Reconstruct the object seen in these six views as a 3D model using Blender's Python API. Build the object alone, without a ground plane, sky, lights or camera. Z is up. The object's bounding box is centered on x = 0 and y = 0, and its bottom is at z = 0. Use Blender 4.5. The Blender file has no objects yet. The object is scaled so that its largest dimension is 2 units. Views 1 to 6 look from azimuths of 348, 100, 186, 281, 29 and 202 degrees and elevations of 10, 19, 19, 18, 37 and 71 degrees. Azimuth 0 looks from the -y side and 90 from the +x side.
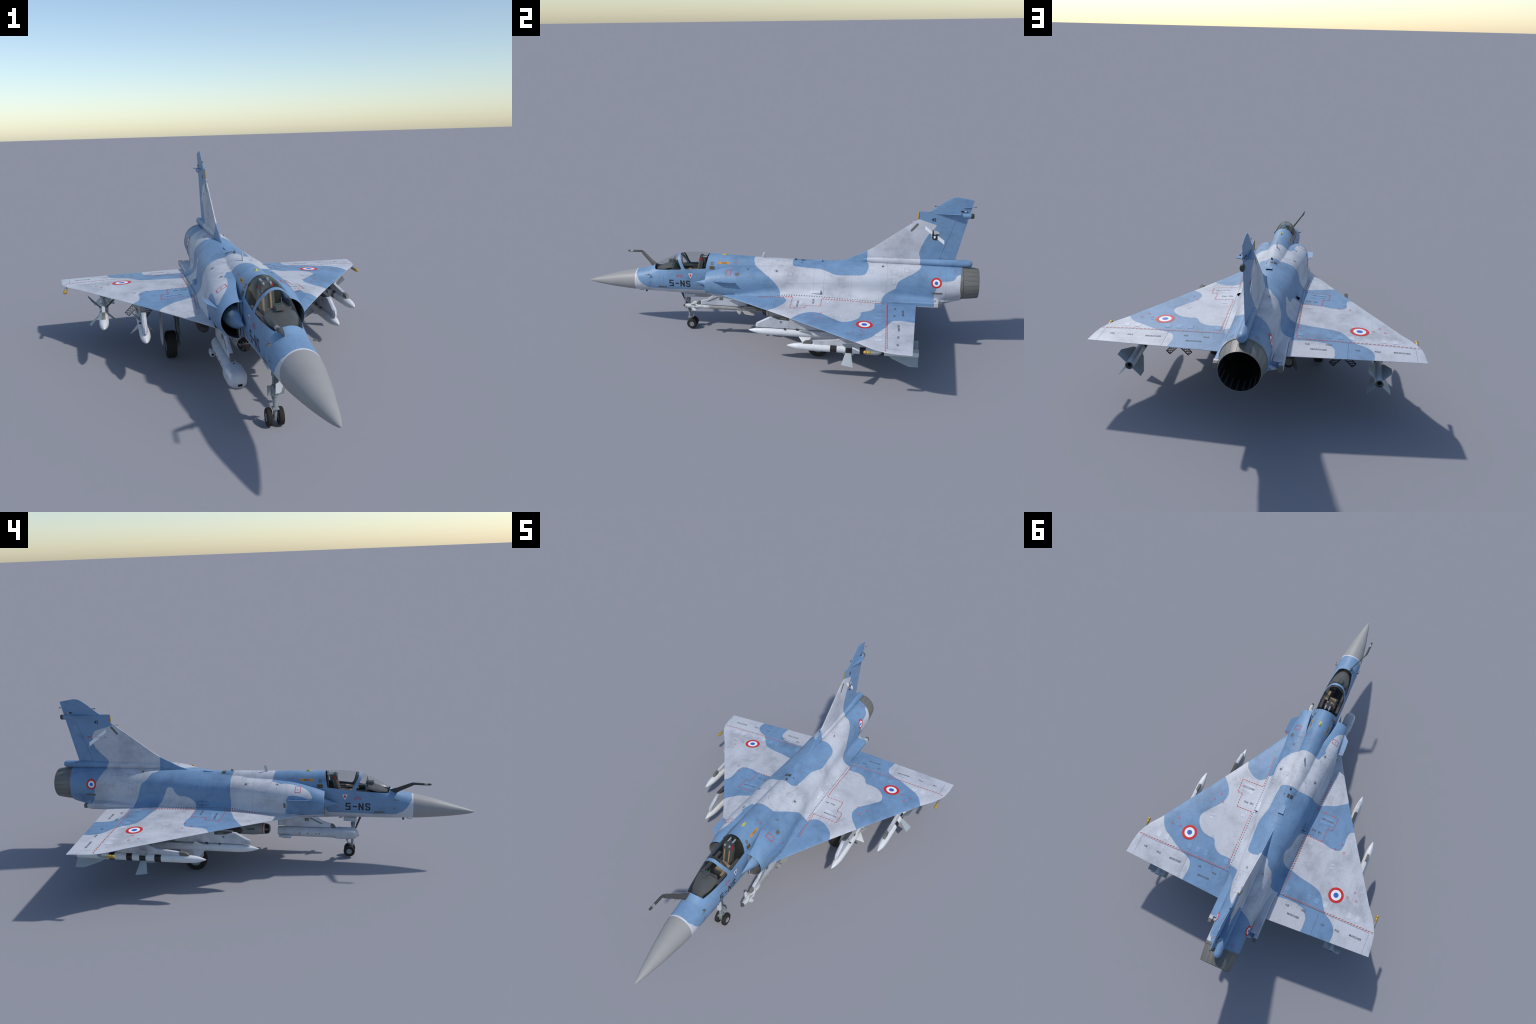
import bpy, bmesh, math, random
import numpy as np
from mathutils import Vector, Matrix
from mathutils.bvhtree import BVHTree

random.seed(7)
RNG = np.random.default_rng(7)

# ---------------------------------------------------------------- helpers
def pchip(pts):
    """smooth monotone interpolant through (x, y) control points"""
    p = sorted(pts)
    x = np.array([a for a, _ in p], float); y = np.array([b for _, b in p], float)
    h = np.diff(x); d = np.diff(y) / h
    m = np.zeros_like(y)
    for i in range(1, len(x) - 1):
        if d[i-1] * d[i] > 0:
            w1 = 2*h[i] + h[i-1]; w2 = h[i] + 2*h[i-1]
            m[i] = (w1 + w2) / (w1/d[i-1] + w2/d[i])
    m[0] = d[0]; m[-1] = d[-1]
    def f(q):
        q = np.clip(np.asarray(q, float), x[0], x[-1])
        i = np.clip(np.searchsorted(x, q) - 1, 0, len(x) - 2)
        t = (q - x[i]) / h[i]
        return ((2*t**3 - 3*t**2 + 1)*y[i] + (t**3 - 2*t**2 + t)*h[i]*m[i]
                + (-2*t**3 + 3*t**2)*y[i+1] + (t**3 - t**2)*h[i]*m[i+1])
    return f

ROOT = bpy.data.objects.new("fighter_jet", None)
bpy.context.scene.collection.objects.link(ROOT)
ROOT["label"] = "delta wing fighter jet in blue and pale grey camouflage"
ROOT["category"] = "fighter jet"

def link(ob, parent=None):
    bpy.context.scene.collection.objects.link(ob)
    ob.parent = parent or ROOT
    return ob

def obj(name, verts, faces, mats, parent=None, angle=35, mat_ids=None, kind=None):
    me = bpy.data.meshes.new(name)
    me.from_pydata([tuple(map(float, v)) for v in verts], [], [tuple(map(int, f)) for f in faces])
    for m in (mats if isinstance(mats, (list, tuple)) else [mats]):
        me.materials.append(m)
    if mat_ids is not None:
        me.polygons.foreach_set("material_index", np.array(mat_ids, dtype=np.int32))
    me.validate()
    bm = bmesh.new(); bm.from_mesh(me)
    bmesh.ops.remove_doubles(bm, verts=bm.verts, dist=1e-6)
    bmesh.ops.recalc_face_normals(bm, faces=bm.faces)
    bm.to_mesh(me); bm.free()
    me.shade_smooth(); me.set_sharp_from_angle(angle=math.radians(angle))
    ob = link(bpy.data.objects.new(name, me), parent)
    if kind: ob["kind"] = kind
    return ob

class Geo:
    """collects raw pieces for one mesh"""
    def __init__(s): s.v, s.f, s.m = [], [], []
    def add(s, v, f, m=0):
        o = len(s.v); s.v += [tuple(map(float, p)) for p in v]
        s.f += [tuple(i + o for i in q) for q in f]; s.m += [m]*len(f); return s
    def grid(s, P, close_u=False, caps=True, m=0):
        P = np.asarray(P); n, k = P.shape[:2]; f = []
        for i in range(n-1):
            for j in range(k if close_u else k-1):
                a = i*k + j; b = i*k + (j+1) % k
                f.append((a, b, b+k, a+k))
        if caps and close_u:
            f.append(tuple(range(k))); f.append(tuple(range((n-1)*k, n*k))[::-1])
        return s.add(P.reshape(-1, 3), f, m)
    def revolve(s, prof, o=(0, 0, 0), seg=32, axis='y', caps=True, m=0):
        a = np.linspace(0, 2*math.pi, seg, endpoint=False)
        P = np.zeros((len(prof), seg, 3))
        for i, (t, r) in enumerate(prof):
            c, q = r*np.cos(a), r*np.sin(a)
            if axis == 'y': P[i] = np.stack([c, np.full(seg, t), q], 1)
            elif axis == 'x': P[i] = np.stack([np.full(seg, t), c, q], 1)
            else: P[i] = np.stack([c, q, np.full(seg, t)], 1)
        return s.grid(P + np.array(o), True, caps, m)
    def tube(s, p0, p1, r0, r1=None, seg=14, m=0):
        p0, p1 = Vector(p0), Vector(p1); r1 = r0 if r1 is None else r1
        q = (p1 - p0).to_track_quat('Z', 'Y').to_matrix()
        P = []
        for p, r in ((p0, r0), (p1, r1)):
            P.append([p + q @ Vector((r*math.cos(t), r*math.sin(t), 0)) for t in np.linspace(0, 2*math.pi, seg, endpoint=False)])
        return s.grid(np.array([[tuple(v) for v in r] for r in P]), True, True, m)
    def box(s, c, d, m=0, rot=None, bev=0.12):
        c = Vector(c); h = [x/2 for x in d]; b = min(h)*bev
        v = []
        for sx in (-1, 1):
            for sy in (-1, 1):
                for sz in (-1, 1):
                    for k in range(3):
                        p = [sx*(h[0]-b), sy*(h[1]-b), sz*(h[2]-b)]
                        p[k] = (sx, sy, sz)[k]*h[k]
                        q = Vector(p)
                        if rot is not None: q = rot @ q
                        v.append(c + q)
        bm = bmesh.new()
        for p in v: bm.verts.new(p)
        r = bmesh.ops.convex_hull(bm, input=bm.verts)
        bm.verts.index_update()
        f = [[w.index for w in q.verts] for q in bm.faces]
        vs = [w.co[:] for w in bm.verts]; bm.free()
        return s.add(vs, f, m)
    def plate(s, poly, frame, t, m=0, taper=0.0):
        """polygon (a, b) extruded +-t/2 along frame's third axis; taper thins its rim"""
        o, e1, e2, e3 = [Vector(q) for q in frame]
        n = len(poly); c = np.mean(poly, 0); v = []
        if taper:
            rings = [(1.0, -t*.15), (1-taper, -t/2), (1-taper, t/2), (1.0, t*.15)]
        else:
            rings = [(1.0, -t/2), (1.0, t/2)]
        for k, h in rings:
            for p in poly:
                a, b = c + (np.array(p) - c)*k
                v.append(o + e1*float(a) + e2*float(b) + e3*h)
        f = [tuple(range(n))[::-1] if not taper else tuple(range(n, 2*n))[::-1]]
        R = len(rings)
        f.append(tuple(range((R-2)*n if taper else n, (R-1)*n if taper else 2*n)))
        if taper: f = [tuple(range(n, 2*n))[::-1], tuple(range(2*n, 3*n))]
        for r in range(R-1):
            if taper and r == 1: continue
            for i in range(n):
                j = (i+1) % n
                f.append((r*n+i, r*n+j, (r+1)*n+j, (r+1)*n+i))
        if taper:
            for i in range(n):
                j = (i+1) % n
                f.append((3*n+i, 3*n+j, j, i))
        return s.add(v, f, m)
    def out(s, name, mats, parent=None, angle=35, kind=None):
        return obj(name, s.v, s.f, mats, parent, angle, s.m, kind)

def copies(ob, places):
    """share the mesh of ob at further matrices"""
    for M in places:
        c = ob.copy(); c.parent = ob.parent; c.matrix_local = M; bpy.context.scene.collection.objects.link(c)

# ---------------------------------------------------------------- materials
class Nodes:
    def __init__(s, name):
        s.mat = bpy.data.materials.new(name); s.mat.use_nodes = True
        s.t = s.mat.node_tree; s.t.nodes.clear()
        s.out = s.n('ShaderNodeOutputMaterial')
    def n(s, kind, **kw):
        q = s.t.nodes.new(kind)
        for k, v in kw.items(): setattr(q, k, v)
        return q
    def put(s, node, i, v):
        if hasattr(v, 'is_linked') or isinstance(v, bpy.types.NodeSocket): s.t.links.new(v, node.inputs[i])
        else: node.inputs[i].default_value = v
    def math(s, op, a, b=0.0, c=0.0, clamp=False):
        q = s.n('ShaderNodeMath', operation=op, use_clamp=clamp)
        for i, v in enumerate((a, b, c)): s.put(q, i, v)
        return q.outputs[0]
    def mixc(s, fac, a, b, blend='MIX'):
        q = s.n('ShaderNodeMix', data_type='RGBA', blend_type=blend)
        s.put(q, 0, fac); s.put(q, 6, a if not isinstance(a, tuple) else (*a, 1)); s.put(q, 7, b if not isinstance(b, tuple) else (*b, 1))
        return q.outputs[2]
    def coords(s):
        tc = s.n('ShaderNodeTexCoord'); xyz = s.n('ShaderNodeSeparateXYZ')
        s.t.links.new(tc.outputs['Object'], xyz.inputs[0]); s.obj = tc.outputs['Object']
        return xyz.outputs[0], xyz.outputs[1], xyz.outputs[2]
    def noise(s, scale, detail=3, rough=.55, stretch=None, vec=None):
        q = s.n('ShaderNodeTexNoise'); q.inputs['Scale'].default_value = scale
        q.inputs['Detail'].default_value = detail; q.inputs['Roughness'].default_value = rough
        v = vec or s.obj
        if stretch:
            mp = s.n('ShaderNodeMapping'); mp.inputs['Scale'].default_value = stretch
            s.t.links.new(v, mp.inputs[0]); v = mp.outputs[0]
        s.t.links.new(v, q.inputs['Vector']); return q.outputs['Fac']
    def ramp(s, v, lo, hi, a=0.0, b=1.0):
        q = s.n('ShaderNodeMapRange', clamp=True); q.interpolation_type = 'SMOOTHSTEP'
        for i, w in enumerate((v, lo, hi, a, b)): s.put(q, i, w)
        return q.outputs[0]
    def finish(s, col, rough=.5, metal=0.0, bump=None, spec=.4, coat=0.0):
        p = s.n('ShaderNodeBsdfPrincipled')
        s.put(p, 'Base Color', col if not isinstance(col, tuple) else (*col, 1))
        s.put(p, 'Roughness', rough); s.put(p, 'Metallic', metal); s.put(p, 'Specular IOR Level', spec)
        s.put(p, 'Coat Weight', coat)
        if bump is not None:
            b = s.n('ShaderNodeBump'); b.inputs['Distance'].default_value = .002; b.inputs['Strength'].default_value = .25
            s.t.links.new(bump, b.inputs['Height']); s.t.links.new(b.outputs[0], p.inputs['Normal'])
        s.t.links.new(p.outputs[0], s.out.inputs[0]); return s.mat

def plain(name, col, rough=.5, metal=0.0, var=.12, scale=40, spec=.4, stretch=None):
    N = Nodes(name); N.coords()
    f = N.ramp(N.noise(scale, 4, .6, stretch), .3, .75)
    c = N.mixc(f, col, tuple(x*(1-var) for x in col))
    return N.finish(c, rough, metal, spec=spec)

WHITE = (.525, .545, .60)
BLUE = (.168, .288, .458)

def spline_closed(pts, k=10):
    q = []
    for i in range(len(pts)):
        a, b = np.array(pts[i], float), np.array(pts[(i+1) % len(pts)], float)
        m = max(1, int(np.linalg.norm(b - a)/.05))
        q += [a + (b - a)*j/m for j in range(m)]
    p = np.array(q); n = len(p); o = []
    for i in range(n):
        a, b, c, d = p[i-1], p[i], p[(i+1) % n], p[(i+2) % n]
        for t in np.linspace(0, 1, k, endpoint=False):
            o.append(.5*((2*b) + (c-a)*t + (2*a-5*b+4*c-d)*t*t + (3*b-a-3*c+d)*t**3))
    return np.array(o)

def blob_mask(N, a, b, pts, centre=None, soft=.0012):
    """mask of a star-shaped patch whose rim runs through the control points (a, b)"""
    B = spline_closed(pts); c = np.array(centre if centre else B.mean(0))
    M = 72; th = np.linspace(-math.pi, math.pi, M + 1); R = np.zeros(M + 1)
    P = B - c; Q = np.roll(P, -1, 0)
    for i, t in enumerate(th):
        d = np.array([math.cos(t), math.sin(t)])
        e = Q - P; den = d[0]*e[:, 1] - d[1]*e[:, 0]; den = np.where(abs(den) < 1e-12, 1e-12, den)
        r = (P[:, 0]*e[:, 1] - P[:, 1]*e[:, 0])/den
        u = (P[:, 0]*d[1] - P[:, 1]*d[0])/den
        ok = (u >= -1e-6) & (u <= 1+1e-6) & (r > 0)
        R[i] = r[ok].max() if ok.any() else 0
    da = N.math('SUBTRACT', a, float(c[0])); db = N.math('SUBTRACT', b, float(c[1]))
    rr = N.math('SQRT', N.math('ADD', N.math('MULTIPLY', da, da), N.math('MULTIPLY', db, db)))
    an = N.math('ADD', N.math('DIVIDE', N.math('ARCTAN2', db, da), 2*math.pi), .5)
    fc = N.n('ShaderNodeFloatCurve'); cu = fc.mapping.curves[0]; top = R.max()*1.02
    fc.mapping.use_clip = False
    while len(cu.points) > 2: cu.points.remove(cu.points[1])
    cu.points[0].location = (0, R[0]/top); cu.points[-1].location = (1, R[-1]/top)
    for i in range(1, M): cu.points.new(i/M, R[i]/top)
    fc.mapping.update()
    N.t.links.new(an, fc.inputs['Value'])
    edge = N.math('SUBTRACT', N.math('MULTIPLY', fc.outputs[0], float(top)), rr)
    return N.ramp(edge, -soft, soft)

def line_mask(N, v, at, w=.0007):
    return N.ramp(N.math('ABSOLUTE', N.math('SUBTRACT', v, at)), w*.4, w, 1.0, 0.0)

def weather(N, col, dirt=1.0):
    """soft sooty smudges and fine streaks, matter that lies on the paint"""
    a = N.ramp(N.noise(9, 7, .70, (1, .8, 1)), .42, .72)
    b = N.ramp(N.noise(36, 5, .65, (1, .30, 1)), .48, .78)
    c = N.ramp(N.noise(120, 3, .6, (.35, 1, .35)), .50, .80)
    f = N.math('ADD', N.math('MULTIPLY', a, .58*dirt), N.math('ADD', N.math('MULTIPLY', b, .20*dirt), N.math('MULTIPLY', c, .08*dirt)))
    return N.mixc(f, col, N.mixc(1.0, col, (.50, .51, .53), 'MULTIPLY'))

CAMO = {}
def camo(name, blobs, proj='top', lines=(), base=WHITE, tone=BLUE, belly=None, extra=None, band=None):
    """pale grey paint with blue patches; blobs = list of (tone, rim points, centre)"""
    N = Nodes(name); x, y, z = N.coords()
    if proj == 'top': a, b = x, y
    elif proj == 'side': a, b = y, z
    elif proj == 'wrap':
        a = N.math('MULTIPLY', N.math('ARCTAN2', x, N.math('SUBTRACT', z, WRAP_Z)), WRAP_R); b = y
    m = None
    for blob in blobs:
        t, pts, ctr = (*blob, None)[:3]
        k = blob_mask(N, a, b, pts, ctr)
        if len(blob) > 3:
            sg = N.math('GREATER_THAN', N.math('MULTIPLY', x, blob[3]), 0.0); k = N.math('MULTIPLY', k, sg)
        if t > 0: m = k if m is None else N.math('MAXIMUM', m, k)
        else: m = N.math('MULTIPLY', m, N.math('SUBTRACT', 1.0, k))
    col = N.mixc(m, base, tone) if m is not None else base
    if belly: col = belly(N, x, y, z, col, base)
    if m is None and not belly: col = N.mixc(0.0, base, base)
    tint = N.ramp(N.noise(5, 3), .35, .7, .94, 1.04)
    col = N.mixc(1.0, col, N_rgb(N, tint), 'MULTIPLY')
    col = weather(N, col)
    axx = N.math('ABSOLUTE', x)
    for cx, cy, cz, at, w, d in lines:
        v = None
        for c, q in ((cx, axx), (cy, y), (cz, z)):
            if c: p = N.math('MULTIPLY', q, float(c)); v = p if v is None else N.math('ADD', v, p)
        lm = line_mask(N, v, at, w)
        col = N.mixc(N.math('MULTIPLY', lm, d), col, (.10, .12, .15))
    if extra: col = extra(N, x, y, z, col)
    return N.finish(col, .48, 0, N.noise(160, 2), .35)

def N_rgb(N, v):
    q = N.n('ShaderNodeCombineColor')
    for i in range(3): N.t.links.new(v, q.inputs[i])
    return q.outputs[0]

WRAP_Z, WRAP_R = .29, .12
#MATERIALS#
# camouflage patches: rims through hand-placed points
WING_PATCHES = [
    (1, [(0, -.6), (.8, -.6), (.8, .9), (0, .9)], (.3, .2)),
    (-1, [(.290, .010), (.2702, .0406), (.2483, .0634), (.2163, .0847), (.191, .0912), (.1675, .0869), (.1465, .0698), (.12, .05), (.09, .10), (.09, .55), (.12, .525),
          (.1536, .5127), (.1866, .5146), (.2207, .5076), (.248, .4823), (.2672, .4544), (.296, .4529), (.332, .4431), (.3602, .4171), (.3729, .3905), (.374, .3619),
          (.3539, .3309), (.3205, .2941), (.2989, .2589), (.2944, .2208), (.3085, .1865), (.3289, .1608), (.352, .14), (.37, .08)], (.25, .22)),
    (-1, [(.56, .40), (.5428, .4459), (.5299, .4755), (.5021, .5087), (.4668, .5285), (.4307, .5507), (.3885, .5729), (.3554, .5834), (.3301, .5971), (.3213, .6116),
          (.3158, .6334), (.318, .6675), (.3212, .6928), (.322, .74), (.68, .74), (.68, .40)], (.5, .6)),
    (1, [(-.30, -.02), (-.275, .022), (-.2525, .0413), (-.2231, .0636), (-.1774, .0824), (-.1419, .1006), (-.09, .10), (-.09, .25), (-.1434, .2565), (-.232, .2633),
         (-.2772, .2737), (-.3102, .2726), (-.3283, .2622), (-.3351, .2322), (-.3336, .1902), (-.341, .1607), (-.3629, .1462), (-.42, .10), (-.36, .0)], (-.25, .16)),
    (1, [(-.09, .44), (-.156, .4539), (-.2007, .464), (-.2557, .473), (-.3012, .4861), (-.3292, .5101), (-.3503, .5441), (-.3799, .5812), (-.4122, .599), (-.4347, .6245),
         (-.4437, .659), (-.4412, .6843), (-.44, .74), (-.30, .74), (-.2995, .6918), (-.2967, .6664), (-.2958, .6351), (-.2845, .6152), (-.2621, .5929), (-.2226, .5849),
         (-.178, .5826), (-.1402, .5831), (-.09, .585)], (-.33, .56))]
BODY_PATCHES = [
    (1, [(.28, .06), (.22, .056), (.1958, .0535), (.1662, .0318), (.1459, .0179), (.1244, -.0052), (.1098, -.0332), (.077, -.0699), (.0484, -.0862), (.0296, -.0938), (.0078, -.0945), (-.0137, -.094),
         (-.0302, -.0921), (-.0537, -.0889), (-.0709, -.0862), (-.082, -.0898), (-.10, -.11), (-.145, -.145), (-.1623, -.1600), (-.1824, -.1609), (-.2177, -.1568), (-.27, -.155), (-.42, -.155),
         (-.42, -.80), (.42, -.80), (.42, .06)], (.02, -.35)),
    (-1, [(-.072, -.080), (-.082, -.0898), (-.0919, -.1064), (-.0903, -.1319), (-.0847, -.1508), (-.0921, -.1951), (-.1029, -.2284), (-.1178, -.2534), (-.1388, -.2715), (-.1564, -.2774), (-.1587, -.2661),
          (-.149, -.2293), (-.145, -.1925), (-.1483, -.1697), (-.1623, -.1600), (-.19, -.12), (-.15, -.05)], (-.116, -.175)),
    (1, [(.0192, .1022), (.0356, .1027), (.0548, .1109), (.0635, .1543), (.0679, .2211), (.0706, .2477), (.0792, .2703), (.0941, .3063), (.0993, .3326), (.0955, .3971), (.0926, .4399), (.0877, .459),
         (.0655, .4729), (.0356, .4767), (.0111, .4714), (-.0265, .4675), (-.0453, .4974), (-.0797, .5161), (-.1092, .5449), (-.1663, .5594), (-.2129, .5718), (-.2197, .5746), (-.27, .58),
         (-.27, .09), (-.2002, .0959), (-.1628, .0997), (-.1149, .1029), (-.0435, .1077), (-.0099, .1022)], (-.08, .30)),
    (-1, [(-.27, .455), (-.2141, .4504), (-.1975, .4383), (-.1444, .4208), (-.125, .4138), (-.1182, .4011), (-.1233, .3849), (-.1464, .372), (-.1664, .3469), (-.163, .327), (-.173, .2947),
          (-.1893, .2719), (-.2007, .263), (-.27, .255)], (-.20, .37)),
    (1, [(.0144, .7271), (.0416, .72), (.0687, .6907), (.0947, .6483), (.1144, .6221), (.1417, .6124), (.1741, .6054), (.2062, .5738), (.2171, .5287), (.25, .51), (.27, .60), (.27, .70), (.26, .79), (.2148, .7907),
         (.1766, .7949), (.1317, .8058), (.1039, .8257), (.1004, .8521), (.0898, .8835), (.0633, .9032), (.06, .98), (-.42, .98), (-.42, .84), (-.2358, .8283), (-.1569, .7952), (-.1034, .7757),
         (-.0772, .7621), (-.0475, .7487), (-.0178, .7369)], (.05, .765))]
FIN_PATCHES = [
    (1, [(.69, .6405), (.7028, .6404), (.759, .6355), (.7845, .6308), (.7868, .6168), (.78, .5995), (.7554, .5698), (.7361, .5373), (.7198, .496), (.7137, .4635), (.7203, .4447), (.722, .36),
         (1.05, .36), (1.05, .80), (.69, .80)], (.87, .60), 1),
    (1, [(.66, .640), (.6878, .633), (.72, .6275), (.7517, .621), (.778, .603), (.7959, .5805), (.801, .556), (.7975, .5342), (.7827, .4917), (.7650, .475), (.7419, .4651), (.7267, .4419), (.7446, .406), (.78, .36),
         (1.05, .36), (1.05, .80), (.66, .80)], (.89, .58), -1),
    (1, [(.10, .34), (.467, .34), (.467, .52), (.10, .52)], (.3, .43))]
BELLY_RIM = [(-1, .05), (-.7265, .14), (-.7144, .1749), (-.7039, .2189), (-.6821, .2608), (-.6479, .2871), (-.6111, .2896), (-.5651, .2907), (-.4726, .2852), (-.3400, .2826), (-.329, .2328), (-.25, .230), (-.15, .2285), (.3, .2285), (.5, .231), (1, .231)]
def body_belly(N, x, y, z, col, base):
    """pale underside: beyond a girth limit that runs along the body"""
    a = N.math('ABSOLUTE', N.math('MULTIPLY', N.math('ARCTAN2', x, N.math('SUBTRACT', z, WRAP_Z)), WRAP_R))
    fc = N.n('ShaderNodeFloatCurve'); cu = fc.mapping.curves[0]
    pts = [((p + 1)/2, q/.4) for p, q in BELLY_RIM]
    cu.points[0].location = pts[0]; cu.points[-1].location = pts[-1]
    for p in pts[1:-1]: cu.points.new(*p)
    for p in cu.points: p.handle_type = 'VECTOR'
    fc.mapping.update()
    N.t.links.new(N.math('MULTIPLY', N.math('ADD', y, 1.0), .5), fc.inputs['Value'])
    lim = N.math('MULTIPLY', fc.outputs[0], .4)
    rear = N.math('MULTIPLY', N.math('GREATER_THAN', y, .82), N.math('LESS_THAN', x, 0.0))
    k = N.ramp(N.math('SUBTRACT', a, N.math('ADD', lim, N.math('MULTIPLY', rear, .3))), -.0012, .0012)
    return N.mixc(k, col, base)
SEAMS = [(0, 1, 0, q, .0008, .45) for q in (-.655, -.272, -.155, -.005, .215, .265, .397, .567, .845)] + [(0, -.045, 1, .318, .0007, .30), (0, .03, 1, .392, .0006, .25)]
M_fus = camo('body_camouflage', BODY_PATCHES, 'wrap', SEAMS, belly=body_belly)
WSEAMS = [(1.58, -1, 0, q, .0010, .40) for q in (.357, .345, .332)] + [(.25, 1, 0, .345, .0007, .25), (1, 0, 0, .352, .0007, .3), (1, 0, 0, .358, .0006, .2), (.0, 1, 0, .700, .0005, .2), (1, 0, 0, .47, .0006, .15)]
M_wing = camo('wing_camouflage', WING_PATCHES, 'top', WSEAMS); M_elev = M_wing
M_fin = camo('fin_camouflage', FIN_PATCHES, 'side', [(0, 1, 0, .567, .0007, .3), (0, 0, 1, .4465, .0006, .35), (0, .85, -.52, .262, .0006, .25), (0, 0, 1, .698, .0006, .25), (0, 1, -.33, .675, .0007, .25), (0, -.08, 1, .487, .0006, .18)])
M_wing2 = camo('wing_plate_paint', WING_PATCHES, 'top', [], tuple(min(1, q*1.16) for q in WHITE), tuple(q*1.16 for q in BLUE))
M_bseam = plain('panel_seam', (.19, .25, .36), .6)
M_blue = plain('blue_paint', BLUE, .48, 0, .1)
M_white = plain('pale_grey_paint', WHITE, .48, 0, .15, 25)
M_radome = plain('radome_grey', (.30, .298, .298), .5, 0, .08, 12)
M_ring = plain('radome_ring_white', (.57, .59, .65), .5)
M_dark = plain('dark_fairing', (.055, .055, .055), .55)
M_greydark = plain('dark_grey_dielectric', (.13, .13, .12), .6)
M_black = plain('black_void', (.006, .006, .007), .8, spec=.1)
M_duct = plain('intake_duct_metal', (.16, .16, .17), .55)
M_steel = plain('gear_grey', (.27, .30, .31), .45, .1, .2, 90)
M_steeld = plain('gear_dark_metal', (.13, .15, .16), .45, .3, .2, 90)
M_tyre = plain('tyre_rubber', (.028, .026, .024), .8, 0, .2, 60, .2)
M_hub = plain('wheel_hub', (.33, .36, .38), .45, .2)
M_miss = plain('missile_white', (.66, .68, .70), .4, 0, .1, 30)
M_missfin = plain('missile_fin_grey', (.36, .41, .44), .5, 0, .12, 40)
M_mgrey = plain('missile_grey', (.30, .30, .29), .5, 0, .25, 60)
M_pod = plain('pod_grey', (.50, .52, .56), .42, 0, .2, 30)
M_pylon = plain('pylon_grey', (.52, .54, .59), .48, 0, .3, 22)
M_yellow = plain('yellow_brass', (.45, .30, .06), .4, .2)
M_yellow2 = plain('yellow_green_fin', (.50, .47, .13), .5)
M_red = plain('marking_red', (.58, .020, .020), .5)
M_rblue = plain('roundel_blue', (.04, .13, .50), .5)
M_rwhite = plain('marking_white', (.84, .86, .90), .5)
M_ink = plain('marking_black', (.02, .022, .025), .55)
M_orange = plain('marking_orange', (.58, .27, .05), .5)
M_mgry = plain('stencil_grey', (.12, .13, .15), .55)

# ---------------------------------------------------------------- fuselage
# central body: nose, cockpit, spine
T1 = pchip([(-1, .2388), (-.985, .2455), (-.91, .2690), (-.815, .2960), (-.725, .3157), (-.65, .3330), (-.6255, .3455), (-.572, .3755), (-.535, .394), (-.50, .4095),
            (-.455, .4190), (-.40, .4213), (-.33, .4185), (-.25, .4158), (-.165, .4135), (-.055, .4098), (.1, .4085), (.2, .404), (.3, .401), (.5, .398), (.95, .395)])
B1 = pchip([(-1, .2386), (-.985, .2325), (-.91, .2200), (-.815, .2104), (-.725, .2046), (-.65, .2025), (-.54, .2010), (-.40, .1985), (-.33, .1955), (-.1, .192), (.3, .195), (.6, .21), (.92, .255)])
W1 = pchip([(-1, .0001), (-.985, .0066), (-.91, .0246), (-.815, .0428), (-.725, .0555), (-.65, .0580), (-.55, .0600), (-.45, .0615), (-.3, .0610), (-.1, .0640), (.1, .0640), (.3, .062), (.92, .06)])
M1 = pchip([(-1, .2387), (-.91, .2445), (-.815, .2532), (-.725, .2602), (-.65, .2660), (-.572, .276), (-.5, .286), (-.4, .295), (-.3, .30), (.3, .30), (.95, .32)])
NB1 = pchip([(-1, 2), (-.725, 2.0), (-.6, 2.2), (-.4, 2.5), (-.2, 2.8), (.95, 2.2)])
NT1 = pchip([(-1, 2), (-.66, 2), (-.6, 1.85), (-.5, 2.0), (-.4, 2.2), (-.2, 2.3), (.0, 2.2), (.2, 2.0), (.95, 2)])
# shoulders: the air trunks, narrowing to the round engine bay
XC2 = pchip([(-.33, .0705), (-.28, .066), (-.2114, .055), (-.167, .045), (-.115, .025), (-.03, .0), (.95, 0)])
T2 = pchip([(-.33, .343), (-.28, .358), (-.2114, .372), (-.167, .378), (-.115, .3828), (-.08, .3855), (.0, .388), (.1, .3965), (.2, .4000), (.25, .4025), (.31, .405), (.4, .408), (.54, .4145), (.92, .4115)])
B2 = pchip([(-.33, .230), (-.25, .214), (-.12, .202), (0, .197), (.3, .195), (.6, .203), (.75, .208), (.82, .214), (.86, .2255), (.92, .2487)])
W2 = pchip([(-.33, .1265), (-.25, .1350), (-.17, .1385), (-.1, .1340), (-.03, .1270), (.02, .1225), (.1, .1185), (.2, .1145), (.25, .1115), (.31, .1060), (.4, .0945), (.54, .0860), (.7, .0820), (.92, .0813)])
M2 = pchip([(-.33, .2865), (-.2, .29), (0, .295), (.25, .302), (.4, .32), (.54, .3295), (.92, .3300)])
N2 = pchip([(-.33, 2.0), (-.2, 2.2), (-.12, 2.5), (-.03, 2.9), (.03, 3.0), (.12, 2.6), (.25, 2.15), (.4, 2.0), (.92, 2.0)])
NB2 = pchip([(-.33, 2.0), (-.2, 2.6), (.3, 3.0), (.7, 2.6), (.85, 2.2), (.92, 2.0)])
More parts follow.
